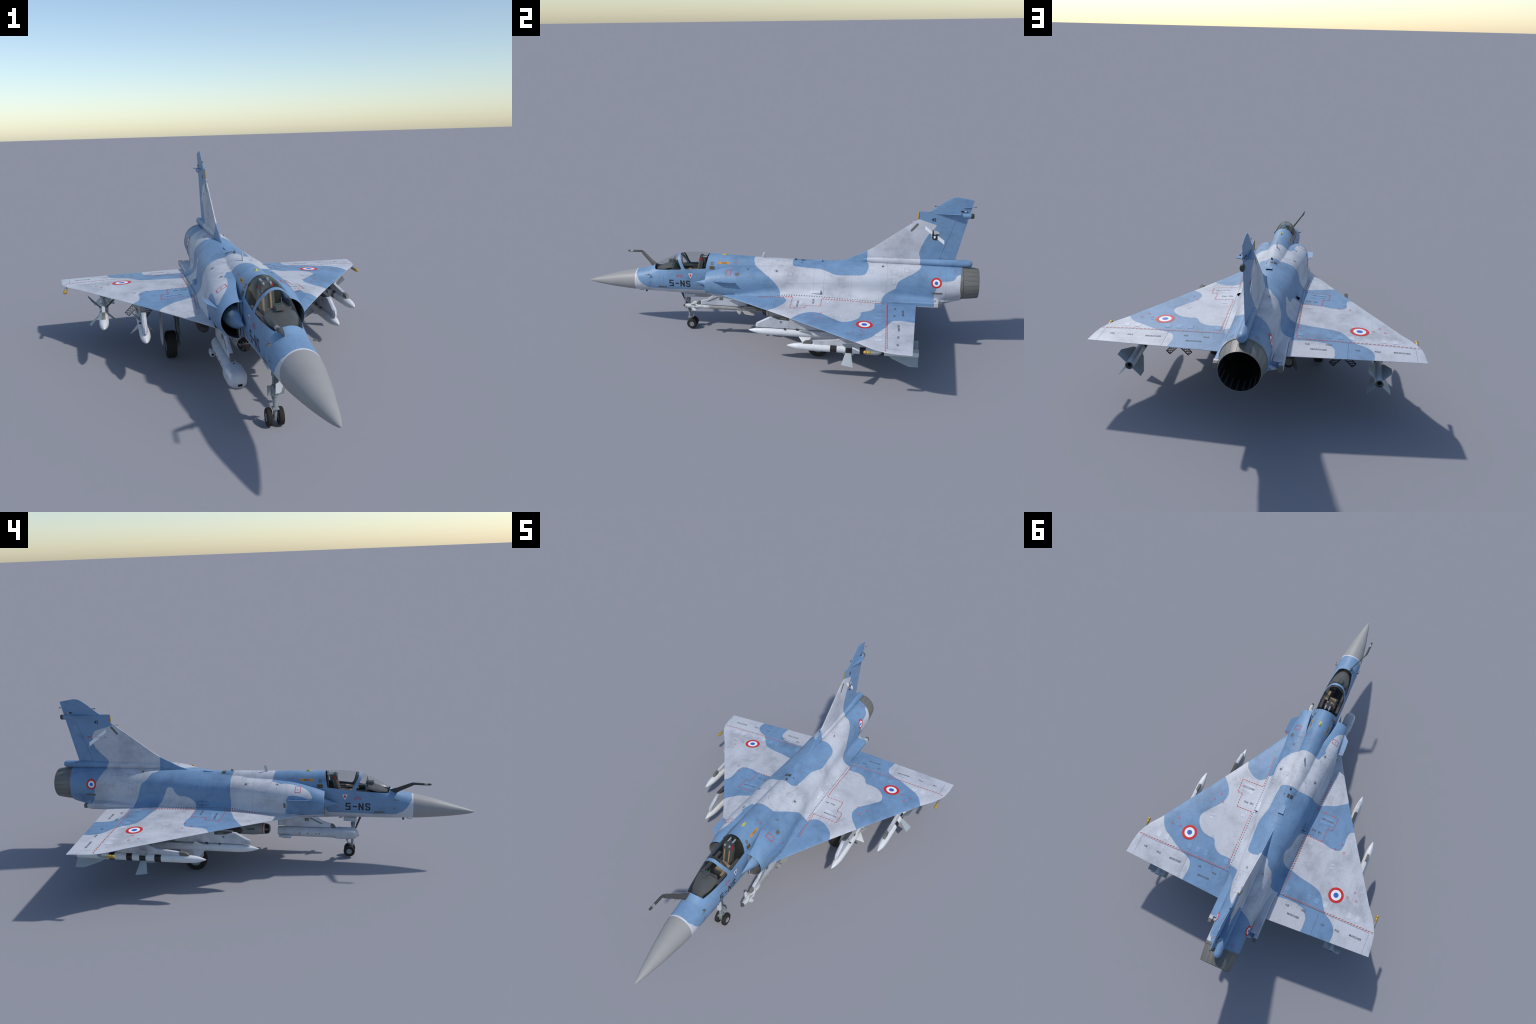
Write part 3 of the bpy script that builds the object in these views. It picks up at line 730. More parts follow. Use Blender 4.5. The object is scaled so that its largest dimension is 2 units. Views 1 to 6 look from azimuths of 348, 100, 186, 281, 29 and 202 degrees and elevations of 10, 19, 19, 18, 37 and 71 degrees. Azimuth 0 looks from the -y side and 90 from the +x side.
G = Geo(); G.revolve([(.190, .0045), (.198, .0055), (.206, .0055)], (0, -.685, 0), 14, 'z'); G.tube((0, -.700, .2040), (0, -.705, .1965), .0018); G.tube((0, -.705, .1965), (0, -.725, .1965), .001); G.out('belly_aerial', M_dark)

# ---------------------------------------------------------------- landing gear
def wheel(o, r, w, hub_r, parent, name='wheel'):
    """tyre with tread grooves and a dished hub, axle along x"""
    G = Geo(); h = w/2
    pr = [(-h*.80, hub_r), (-h*.98, hub_r*1.12), (-h, r*.80), (-h*.90, r*.93), (-h*.62, r*.99), (-h*.40, r), (-h*.37, r*.985), (-h*.33, r), (-h*.08, r*1.0), (-h*.05, r*.985), (h*.05, r*.985), (h*.08, r), (h*.33, r), (h*.37, r*.985), (h*.40, r), (h*.62, r*.99), (h*.90, r*.93), (h, r*.80), (h*.98, hub_r*1.12), (h*.80, hub_r)]
    G.revolve(pr, o, 48, 'x', False); t = G.out('tyre', M_tyre, parent, 50)
    G = Geo(); G.revolve([(-h*.95, .0005), (-h*.95, hub_r*.30), (-h*.70, hub_r*.36), (-h*.55, hub_r*.62), (-h*.62, hub_r*.80), (-h*.92, hub_r*.90), (-h*.86, hub_r*1.02), (0, hub_r*1.04), (h*.86, hub_r*1.02), (h*.92, hub_r*.90), (h*.62, hub_r*.80), (h*.55, hub_r*.62), (h*.70, hub_r*.36), (h*.95, hub_r*.30), (h*.95, .0005)], o, 36, 'x', False); G.out('hub', M_hub, t)
G = Geo()
G.tube((0, -.4555, .205), (0, -.4555, .13), .0085); G.tube((0, -.4555, .165), (0, -.4555, .155), .0105); G.tube((0, -.4555, .128), (0, -.4535, .094), .0105, .0098)
G.tube((0, -.4535, .094), (0, -.4525, .056), .0062); G.tube((0, -.4525, .058), (0, -.446, .022), .0068, .0052)
G.tube((-.026, -.4400, .0268), (.026, -.4400, .0268), .0045); G.tube((-.011, -.455, .100), (.011, -.455, .100), .005)
G.box((0, -.4525, .057), (.018, .022, .005)); G.tube((0, -.466, .0575), (0, -.452, .0575), .0016)
ng = G.out('nose_gear_leg', M_steel)
G = Geo()
for s in (-1, 1): G.tube((s*.006, -.494, .203), (s*.004, -.461, .118), .0026)
G.tube((0, -.490, .203), (0, -.462, .12), .0036); G.out('drag_brace', M_steeld, ng)
G = Geo(); G.tube((0, -.443, .088), (0, -.4255, .078), .0030); G.tube((0, -.4255, .078), (0, -.440, .052), .0030); G.box((0, -.429, .082), (.009, .008, .010)); G.out('torque_link', M_steel, ng)
G = Geo(); G.box((-.0145, -.452, .110), (.016, .004, .029)); G.box((.0200, -.452, .108), (.016, .004, .026), rot=Matrix.Rotation(.3, 3, 'X')); G.out('taxi_lamp_box', M_steel, ng)
G = Geo(); G.plate([(-.001, .205), (.017, .205), (.018, .128), (.012, .109), (-.004, .106)], ((.001, -.470, 0), (1, 0, 0), (0, 0, 1), (0, 1, 0)), .0025); G.out('nose_gear_door', M_white, ng)
G = Geo()
for s in (-1, 1): G.plate([(-.473, .200), (-.413, .200), (-.413, .182), (-.471, .180)], ((s*.022, 0, 0), (0, 1, 0), (0, 0, 1), (1, 0, 0)), .0025)
G.out('bay_door', M_white, ng)
for s in (-1, 1): wheel((s*.0172, -.4395, .0266), .0266, .0165, .0125, ng)
for sx in (1, -1):
    G = Geo(); X = lambda x, y, z: (sx*x, y, z)
    G.tube(X(.205, .262, .235), X(.200, .262, .155), .0105); G.tube(X(.200, .262, .165), X(.196, .258, .085), .0082); G.tube(X(.196, .258, .10), X(.193, .255, .050), .0060)
    G.tube(X(.190, .252, .0515), X(.235, .252, .0515), .0065); G.box(X(.193, .253, .052), (.014, .02, .018)); G.tube(X(.170, .30, .225), X(.198, .262, .13), .0045); G.tube(X(.196, .244, .09), X(.19, .236, .055), .003)
    mg = G.out('main_gear_leg', M_steeld)
    wheel(X(.2255, .2520, .0520), .0520, .040, .027, mg)
    G = Geo(); G.plate([(.205, .235), (.315, .235), (.315, .075), (.300, .060), (.222, .060), (.205, .085)], (X(.258, 0, 0), (0, 1, 0), (0, 0, 1), (1, 0, 0)), .003); G.out('main_gear_door', M_white, mg)
    G = Geo(); G.plate([(.16, .215), (.34, .215), (.34, .165), (.16, .165)], (X(.115, 0, 0), (0, 1, 0), (0, 0, 1), (1, 0, 0)), .003); G.out('inner_gear_door', M_white, mg)

# ---------------------------------------------------------------- stores
M_olive = plain('bomb_olive', (.12, .125, .10), .55)
def fins4(o, poly, t, mat, name, parent, angs=(45, 135, 225, 315), taper=.25):
    """radial fins: poly = (y, r)"""
    for a in angs:
        a = math.radians(a); e = Vector((math.cos(a), 0, math.sin(a))); n = Vector((-math.sin(a), 0, math.cos(a)))
        G = Geo(); G.plate(poly, (o, (0, 1, 0), e, n), t, taper=taper); G.out(name, mat, parent, 20)

def stripes(bands, name, body, band):
    N = Nodes(name); x, y, z = N.coords(); m = None
    for a, b in bands:
        k = N.math('MULTIPLY', N.math('GREATER_THAN', y, a), N.math('LESS_THAN', y, b)); m = k if m is None else N.math('MAXIMUM', m, k)
    c = N.mixc(N.ramp(N.noise(30, 4), .4, .8), body, tuple(q*.88 for q in body)); c = N.mixc(m, c, band)
    return N.finish(c, .42)
M_outer = stripes([(.330, .359), (.398, .427), (.460, .486), (.540, .566)], 'banded_missile', (.64, .66, .68), (.014, .014, .016))
for sx in (1, -1):
    # inner station: long missile with lattice tail fins
    o = (sx*.3295, 0, .1630)
    G = Geo(); G.revolve([(-.068, .0005), (-.058, .0045), (-.040, .0100), (-.018, .0145), (.006, .0173), (.03, .0180), (.505, .0180), (.510, .0150)], o, 36, caps=False); ms = G.out('missile', M_miss)
    G = Geo(); G.revolve([(.5101, .0145), (.505, .010), (.49, .004), (.489, .0005)], o, 24, caps=False); G.out('missile_nozzle', M_black, ms)
    fins4(o, [(.172, .017), (.232, .017), (.206, .062)], .0022, M_miss, 'missile_wing', ms)
    fins4(o, [(.275, .017), (.350, .017), (.350, .026), (.290, .024)], .004, M_miss, 'missile_strake', ms, (45, 135), 0)
    for a in (45, 135, 225, 315):
        R = Matrix.Translation(o) @ Matrix.Rotation(math.radians(-a), 4, 'Y')
        G = Geo(); r0, r1, w, y0, d = .020, .064, .0105, .497, .004
        def bar(x0, z0, x1, z1, th=.0010):
            c = R @ Vector(((x0+x1)/2, y0, (z0+z1)/2)); L = math.hypot(x1-x0, z1-z0); rot = R.to_3x3() @ Matrix.Rotation(-math.atan2(z1-z0, x1-x0), 3, 'Y')
            G.box(c, (L, d, th), rot=rot)
        bar(r0, -w, r1, -w, .0018); bar(r0, w, r1, w, .0018); bar(r1, -w, r1, w, .0018); bar(r0, -w, r0, w, .0018); bar(.014, 0, .022, 0, .003)
        n = 4
        for i in range(-2, n + 1):
            st = 2*w
            x0 = r0 + i*(r1-r0)/n
            for sgn in (1, -1):
                p0 = [x0, -w*sgn]; p1 = [x0 + st, w*sgn]
                ta = max(0, (r0 - p0[0])/st); tb = min(1, (r1 - p0[0])/st)
                if tb > ta: bar(p0[0] + st*ta, p0[1] + (p1[1]-p0[1])*ta, p0[0] + st*tb, p0[1] + (p1[1]-p0[1])*tb)
        G.out('lattice_fin', M_black, ms, 20)
    G = Geo(); pol = [(-.0325, .1830), (-.0325, .195), (-.028, .2040), (-.016, .2100), (.032, .2365), (.10, .2385), (.40, .2400), (.36, .200), (.31, .1850)]
    G.plate(pol, ((sx*.3295, 0, 0), (0, 1, 0), (0, 0, 1), (1, 0, 0)), .0150, taper=.06); py = G.out('wing_pylon', M_pylon, None, 25)
    G = Geo(); G.plate([(.045, .2400), (.050, .2425), (.105, .2435), (.130, .2400), (.130, .2250), (.075, .2280)], ((sx*.3295, 0, 0), (0, 1, 0), (0, 0, 1), (1, 0, 0)), .0160, taper=.05); G.out('pylon_fairing', M_dark, py, 25)
    G = Geo(); G.box((sx*.3295, .165, .1835), (.020, .012, .010)); G.box((sx*.3295, .100, .2340), (.0165, .026, .007), 1); G.tube((sx*(.3295-.0085), .088, .2170), (sx*(.3295+.0085), .088, .2170), .0045, m=1)
    G.tube((sx*.3145, .106, .1840), (sx*.3450, .106, .1840), .0035); G.out('pylon_fitting', [M_dark, M_greydark], py)
    # outer station: banded missile
    o = (sx*.4640, 0, .1645)
    G = Geo(); G.revolve([(.1345, .0005), (.145, .0055), (.165, .0115), (.19, .0155), (.22, .0172), (.705, .0172), (.714, .0155)], o, 36, caps=False); ms = G.out('missile', M_outer)
    G = Geo(); G.revolve([(.7142, .0150), (.7142, .0125), (.708, .0120), (.708, .0085), (.69, .0075), (.689, .0005)], o, 28, caps=False); G.out('missile_nozzle', M_steeld, ms)
    G = Geo(); G.revolve([(.7090, .0068), (.7095, .0004)], o, 20, caps=False); G.out('nozzle_throat', M_black, ms)
    fins4(o, [(.398, .0165), (.423, .0165), (.434, .082), (.382, .074)], .0022, M_missfin, 'missile_wing', ms)
    fins4(o, [(.585, .0165), (.598, .028), (.672, .060), (.712, .060), (.712, .0165)], .0026, M_missfin, 'missile_fin', ms, taper=.12)
    G = Geo(); pol = [(.206, .1800), (.215, .1905), (.250, .1965), (.355, .2080), (.40, .232), (.62, .236), (.56, .195), (.52, .181), (.25, .1800)]
    G.plate(pol[2:], ((sx*.4640, 0, 0), (0, 1, 0), (0, 0, 1), (1, 0, 0)), .012, taper=.06); py = G.out('wing_pylon', M_pylon, None, 25)
    G = Geo(); G.plate([(.206, .1800), (.2095, .1865), (.217, .1925), (.230, .1955), (.2495, .1968), (.2495, .1800)], ((sx*.4640, 0, 0), (0, 1, 0), (0, 0, 1), (1, 0, 0)), .0118, taper=.1); G.out('pylon_nose', M_greydark, py)
    # bomb under the trunk
    o = (sx*.1215, 0, .1560)
    G = Geo(); G.revolve([(.050, .0005), (.052, .007), (.058, .0125), (.070, .0175), (.085, .0195), (.105, .0205)], o, 10, m=1); G.revolve([(.105, .0205), (.135, .0215)], o, 28, m=1); G.revolve([(.122, .0217), (.126, .0217)], o, 28, m=2); G.revolve([(.135, .0215), (.36, .0215), (.44, .0175), (.575, .0180), (.580, .0150)], o, 28); G.revolve([(.560, .0240), (.583, .0240), (.583, .0200), (.560, .0200), (.560, .0240)], o, 28, caps=False, m=1)
    bo = G.out('guided_bomb', [M_olive, M_dark, M_yellow]); fins4(o, [(.48, .016), (.578, .016), (.584, .046), (.550, .046)], .003, M_dark, 'bomb_fin', bo)
    G = Geo(); G.box((sx*.1215, .22, .192), (.014, .20, .04)); G.box((sx*.150, .115, .178), (.010, .012, .010)); G.out('bomb_rack', M_pylon)

# belly designator body, with dark window
o = (0, 0, .1180)
G = Geo(); G.revolve([(-.0615, .0005), (-.0610, .012), (-.057, .0200), (-.048, .0248), (-.036, .0262)], o, 16, m=1); G.revolve([(-.036, .0265), (-.029, .0268)], o, 36, m=2); G.revolve([(-.029, .0268), (-.026, .0269)], o, 36, m=3)
G.revolve([(-.026, .0269), (.02, .0315), (.08, .0305), (.30, .0305), (.42, .022), (.44, .018)], o, 36)
M_gl = plain('sensor_window', (.012, .016, .014), .08, spec=.8)
lb = G.out('laser_bomb', [M_mgrey, M_gl, M_miss, M_red]); lb.data.materials[0] = plain('bomb_grey', (.37, .41, .42), .5)
fins4(o, [(.36, .025), (.44, .018), (.44, .050), (.40, .050)], .002, M_mgrey, 'bomb_fin', lb)
G = Geo(); G.box((0, .17, .172), (.018, .24, .05)); G.out('belly_pylon', M_pylon)

def fwd_pylon(sx, nm):
    xo = sx*.1050
    G = Geo(); fr = ((xo, 0, 0), (0, 1, 0), (0, 0, 1), (1, 0, 0))
    G.plate([(-.361, .1815), (-.361, .2000), (-.321, .2120), (-.296, .2340), (-.13, .2310), (-.117, .2290), (-.1165, .1840), (-.144, .1840), (-.156, .1810)], fr, .0130, taper=.05)
    p = G.out('intake_pylon', M_pylon, None, 25)
    G = Geo(); G.plate([(-.383, .1820), (-.3795, .1880), (-.374, .1945), (-.368, .1985), (-.3615, .2003), (-.3615, .1820)], fr, .0124, taper=.1); G.out('pylon_nose', M_greydark, p)
    G = Geo()
    for s in (-1, 1):
        G.plate([(-.326, .2000), (-.314, .2000), (-.262, .2270), (-.270, .2290)], ((xo + s*.0068, 0, 0), (0, 1, 0), (0, 0, 1), (1, 0, 0)), .0012); G.plate([(-.2605, .2120), (-.2415, .2120), (-.2415, .2270), (-.2605, .2270)], ((xo + s*.0068, 0, 0), (0, 1, 0), (0, 0, 1), (1, 0, 0)), .0012)
    G.out('pylon_strip', M_greydark, p); return p
p = fwd_pylon(-1, 'pod')
o = (-.1080, 0, .1575)
G = Geo(); P = []
for y, rx, rz, e in [(-.4860, .001, .001, 2), (-.4845, .008, .009, 2), (-.479, .0180, .0165, 2.2), (-.470, .0250, .0225, 2.6), (-.455, .0285, .0243, 2.9), (-.40, .0290, .0243, 3.0), (-.388, .0285, .0240, 2.8), (-.372, .0225, .0232, 2.2), (-.35, .0222, .0230, 2), (-.17, .0215, .0228, 2), (-.150, .0205, .0225, 2), (-.117, .0180, .0200, 2)]:
    row = []
    for t in np.linspace(0, 2*math.pi, 40, endpoint=False):
        c, s = math.cos(t), math.sin(t); r = (abs(c)**e + abs(s)**e)**(-1/e); row.append((o[0] + rx*r*c, y, o[2] - (.0035 if y > -.16 else 0)*0 + rz*r*s))
    P.append(row)
G.grid(np.array(P), True, True); pod = G.out('targeting_pod', M_pod)
G = Geo(); G.revolve([(-.1795, .0005), (-.1790, .0070), (-.174, .0085), (-.150, .0085), (-.125, .004), (-.122, .0005)], (-.1320, 0, .1400), 20, m=0); G.revolve([(-.1800, .0040), (-.1796, .0002)], (-.1320, 0, .1400), 16, caps=False, m=1)
G.tube((-.1320, -.158, .146), (-.118, -.155, .150), .004); G.out('ram_air_inlet', [M_pod, M_black], pod)
G = Geo(); G.box((-.105, -.4840, .1480), (.012, .004, .006)); G.box((-.105, -.40, .1815), (.004, .006, .002)); 
for y in (-.22, -.255, -.295, -.31): G.box((-.1298, y, .1575), (.0015, .004, .004))
G.out('pod_port', M_black, pod)
# dogfight missile on the other side
p = fwd_pylon(1, 'missile'); o = (.1050, 0, .1690)
M_mwh = plain('worn_missile_white', (.62, .63, .63), .45, 0, .45, 70)
G = Geo(); G.revolve([(-.4540, .0005), (-.452, .004), (-.446, .0072), (-.440, .0085)], o, 20, m=2); G.revolve([(-.440, .0087), (-.425, .0102), (-.38, .0108), (-.315, .0108)], o, 24, m=1); G.revolve([(-.315, .0106), (-.08, .0106), (-.060, .0100), (-.054, .0075)], o, 24, m=0)
ms = G.out('missile', [M_mgrey, M_mwh, M_dark])
fins4(o, [(-.430, .009), (-.412, .010), (-.398, .026), (-.384, .026), (-.386, .010)], .0018, M_mwh, 'missile_fin', ms)
fins4(o, [(-.408, .009), (-.352, .010), (-.372, .016), (-.398, .016)], .0018, M_mwh, 'missile_canard', ms, (0, 90, 180, 270))
fins4(o, [(-.175, .010), (-.165, .026), (-.158, .032), (-.150, .032), (-.148, .010)], .0018, M_mgrey, 'missile_fin', ms)
fins4(o, [(-.146, .010), (-.128, .030), (-.095, .034), (-.080, .034), (-.078, .010)], .0018, M_mgrey, 'missile_fin', ms)
G = Geo(); G.box((.105, -.095, .1825), (.010, .15, .009)); G.box((.105, -.055, .170), (.022, .030, .014)); G.box((.105, -.015, .180), (.012, .030, .012)); G.out('missile_rail', M_greydark, ms)
#DECALS#
# ---------------------------------------------------------------- markings, laid on the skin
bpy.context.view_layer.update()
def skin_tree():
    V, F = [], []
    keep = ('wing', 'wing_tip', 'elevon', 'fuselage', 'nose_section', 'air_intake', 'fin_panel', 'fin_cap', 'rudder', 'tail_fin', 'parachute_boom', 'elevon_fairing', 'intake_strake', 'laser_bomb')
    for o in bpy.data.objects:
        if o.type == 'MESH' and o.name.split('.')[0] in keep:
            b = len(V); V += [o.matrix_world @ v.co for v in o.data.vertices]; F += [[i + b for i in p.vertices] for p in o.data.polygons]
    return BVHTree.FromPolygons(V, F)
SKIN = skin_tree()
def lay(name, polys, o, e1, e2, mats, ids=None, lift=.0005, cell=.006, parent=None, kind=None, up=.10):
    """lay flat outlines (a, b) in the frame o, e1, e2 down onto the skin"""
    o, e1, e2 = Vector(o), Vector(e1).normalized(), Vector(e2).normalized(); n = e1.cross(e2).normalized()
    bm = bmesh.new()
    for k, p in enumerate(polys):
        f = bm.faces.new([bm.verts.new((q[0], q[1], 0)) for q in p]); f.material_index = ids[k] if ids else 0
    return lay_bm(bm, name, o, e1, e2, n, mats, lift, cell, parent, kind, up)
def lay_bm(bm, name, o, e1, e2, n, mats, lift, cell, parent, kind, up=.10):
    bmesh.ops.triangulate(bm, faces=bm.faces[:])
    for _ in range(6):
        es = [e for e in bm.edges if e.calc_length() > cell]
        if not es: break
        bmesh.ops.subdivide_edges(bm, edges=es, cuts=1); bmesh.ops.triangulate(bm, faces=bm.faces[:])
    for v in bm.verts:
        w = o + e1*v.co.x + e2*v.co.y
        h = SKIN.ray_cast(w + n*up, -n, .25)
        v.co = (h[0] + n*lift) if h[0] else w
    me = bpy.data.meshes.new(name); bm.to_mesh(me); bm.free()
    for m in (mats if isinstance(mats, (list, tuple)) else [mats]): me.materials.append(m)
    me.shade_smooth(); ob = link(bpy.data.objects.new(name, me), parent)
    if kind: ob["kind"] = kind
    return ob
def disc(c, r, n=40): return [(c[0] + r*math.cos(t), c[1] + r*math.sin(t)) for t in np.linspace(0, 2*math.pi, n, endpoint=False)]
def ring(c, r0, r1, n=40):
    A, B = disc(c, r0, n), disc(c, r1, n); return [[A[i], A[(i+1) % n], B[(i+1) % n], B[i]] for i in range(n)]
def rect(c, w, h): return [(c[0]-w/2, c[1]-h/2), (c[0]+w/2, c[1]-h/2), (c[0]+w/2, c[1]+h/2), (c[0]-w/2, c[1]+h/2)]
def capsule(L, h): return [(L/2 + h/2*math.cos(t), h/2*math.sin(t)) for t in np.linspace(-math.pi/2, math.pi/2, 9)] + [(-L/2 + h/2*math.cos(t), h/2*math.sin(t)) for t in np.linspace(math.pi/2, 3*math.pi/2, 9)]
def frame(c, w, h, t):
    x, y = c; return [rect((x, y+h/2-t/2), w, t), rect((x, y-h/2+t/2), w, t), rect((x-w/2+t/2, y), t, h-2*t), rect((x+w/2-t/2, y), t, h-2*t)]
def text(name, body, size, o, e1, e2, mat, bold=0.0, sx=1.0, parent=None):
    cu = bpy.data.curves.new(name, 'FONT'); cu.body = body; cu.size = size; cu.align_x = 'CENTER'; cu.align_y = 'CENTER'; cu.offset = bold; cu.resolution_u = 4
    t = bpy.data.objects.new(name, cu); bpy.context.scene.collection.objects.link(t); bpy.context.view_layer.update()
    me = bpy.data.meshes.new_from_object(t.evaluated_get(bpy.context.evaluated_depsgraph_get()))
    bm = bmesh.new(); bm.from_mesh(me); bpy.data.objects.remove(t); bpy.data.meshes.remove(me); bpy.data.curves.remove(cu)
    for v in bm.verts: v.co.x *= sx
    o, e1, e2 = Vector(o), Vector(e1).normalized(), Vector(e2).normalized()
    for f in bm.faces: f.material_index = 0
    return lay_bm(bm, name, o, e1, e2, e1.cross(e2), mat, .0010, .008, parent, None)
# block letters of the unit code, as stroke paths on a 0..1 grid
GLYPH = {'5': [[(1, 1), (0, 1), (0, .52), (1, .52), (1, 0), (0, 0)]], '-': [[(.12, .5), (.88, .5)]],
         'N': [[(0, 0), (0, 1)], [(0, 1), (1, 0)], [(1, 0), (1, 1)]],
         'S': [[(1, .86), (.84, 1), (.16, 1), (0, .86), (0, .66), (.14, .53), (.86, .47), (1, .34), (1, .14), (.84, 0), (.16, 0), (0, .14)]]}
def strokes(paths, cx, cy, w=.0165, h=.0300, t=.0064):
    P = []
    for path in paths:
        p = np.array([(cx + (a - .5)*w, cy + (b - .5)*h) for a, b in path]); n = len(p); L, Rr = [], []
        for i in range(n):
            d0 = p[i] - p[i-1] if i else p[1] - p[0]; d1 = p[i+1] - p[i] if i < n-1 else d0
            d0 = d0/np.linalg.norm(d0); d1 = d1/np.linalg.norm(d1); m = d0 + d1; m = m/np.linalg.norm(m); q = np.array([-m[1], m[0]])/max(.4, float(m @ d0))
            e = (-d0 if i == 0 else d1 if i == n-1 else 0*d0)*t/2
            if path[0] == path[-1] or len(paths) > 2: e = e*(1 if abs(d0[0]) < .1 else -.2)
            L.append(p[i] + q*t/2 + e); Rr.append(p[i] - q*t/2 + e)
        P += [[tuple(L[i]), tuple(Rr[i]), tuple(Rr[i+1]), tuple(L[i+1])] for i in range(n-1)]
    return P
TOPF = ((1, 0, 0), (0, 1, 0)); REARF = ((-1, 0, 0), (0, -1, 0))
def SIDE(s): return ((0, s, 0), (0, 0, 1))      # reads nose-left on the right hand side
def roundel(o, e1, e2, r):
    P = [disc((0, 0), r*.335)] + ring((0, 0), r*.335, r*.675) + ring((0, 0), r*.675, r)
    lay('roundel', P, o, e1, e2, [M_rblue, M_rwhite, M_red], [0] + [1]*40 + [2]*40, lift=.0006)
for s in (1, -1):
    roundel((s*.3885, .4741, .26), *TOPF, .0373); roundel((s*.12, .7997, .3494), *SIDE(s), .0247)

# dashed walkway and hinge lines, and the black rivet dots beside the root
def dashes(pts, pitch=.0148, ln=.0085, wd=.0052, slant=.0035):
    P = []
    for (x0, y0), (x1, y1) in zip(pts[:-1], pts[1:]):
        L = math.hypot(x1-x0, y1-y0); d = np.array([(x1-x0)/L, (y1-y0)/L]); q = np.array([-d[1], d[0]]); n = max(1, round(L/pitch))
        for i in range(n):
            c = np.array([x0, y0]) + d*L*(i+.5)/n
            P.append([tuple(c + d*(a*ln/2 + b*slant) + q*b*wd/2) for a, b in ((-1, -1), (1, -1), (1, 1), (-1, 1))])
    return P
for s in (1, -1):
    w = wings[0 if s > 0 else 1]
    M = lambda pts: [(s*x, y) for x, y in pts]
    P = dashes(M([(.1595, -.0527), (.1470, .1175), (.2605, .1190), (.2567, .1890), (.2303, .1896), (.2305, .2610), (.1483, .2600), (.1475, .5660)]), .0134, .0064, .0056, .0030*s)
    P += dashes(M([(.1500, .5715), (.6170, .5690)]), .0150, .0076, .0056, .0032)
    lay('walkway_dash', P, (0, 0, .27), *TOPF, plain('worn_red', (.48, .10, .09), .55), None, .0005, .006, w, 'stuff')
    D = []
    for (a, b) in (((.1520, -.053), (.1415, .10)), ((.1415, .10), (.1395, .26)), ((.1395, .26), (.1372, .42)), ((.1372, .42), (.1345, .566))):
        n = int((b[1]-a[1])/.0115)
        D += [rect((s*(a[0] + (b[0]-a[0])*i/n), a[1] + (b[1]-a[1])*i/n), .0042, .0046) for i in range(n)]
    lay('rivet_dot', D, (0, 0, .30), *TOPF, M_mgry, None, .0005, .006, w, 'stuff')
    C = []
    for c in ((.4680, .4271), (.4880, .4627), (.4436, .4620), (.3256, .2335), (.3478, .2695), (.3026, .2696)): C += ring((s*c[0], c[1]), .0040, .0056, 14)
    lay('fuel_ring', C, (0, 0, .27), *TOPF, M_red, None, .0005, .006, w, 'stuff')
    # raised access plates
    for c, dx, dy in (((.524, .538), .021, .030), ((.481, .5376), .021, .030), ((.3597, .535), .021, .029), ((.3144, .5356), .021, .029), ((.2703, .535), .021, .029), ((.1622, .536), .022, .027), ((.3192, .346), .018, .010), ((.3211, .3628), .018, .010), ((.1817, .2922), .020, .014), ((.4358, .485), .018, .007)):
        lay('access_plate', [rect((s*c[0], c[1]), dx, dy)], (0, 0, .27), *TOPF, M_wing2, None, .0007, .006, w)
    lay('step_plate', [[(s*a, b) for a, b in ((.182, .134), (.246, .134), (.246, .168), (.182, .176))]], (0, 0, .27), *TOPF, M_wing2, None, .0004, .006, w)
for x, y, b in ((.557, .620, 'NE'), (.485, .623, 'PAS'), (.394, .6255, 'MARCHER'), (.2714, .607, 'NE'), (.1923, .611, 'PAS'), (.2328, .646, 'MARCHER'), (-.1932, .6097, 'NE'), (-.2726, .604, 'PAS'), (-.2369, .644, 'MARCHER'), (-.381, .628, 'NE'), (-.454, .6266, 'PAS'), (-.544, .621, 'MARCHER')):
    text('stencil_text', b, .0135, (x, y, .27), *REARF, M_mgry, .0002, 1.0, wings[0 if x > 0 else 1])
for x, y, b in ((.2150, .150, 'MARCHER'), (.1665, .2205, 'NE'), (.1955, .2227, 'PAS'), (-.2140, .150, 'MARCHER'), (-.2003, .2221, 'NE'), (-.1701, .2216, 'PAS')):
    text('stencil_text', b, .0135, (x, y, .28), *TOPF, M_mgry, .0002, 1.0, wings[0 if x > 0 else 1])

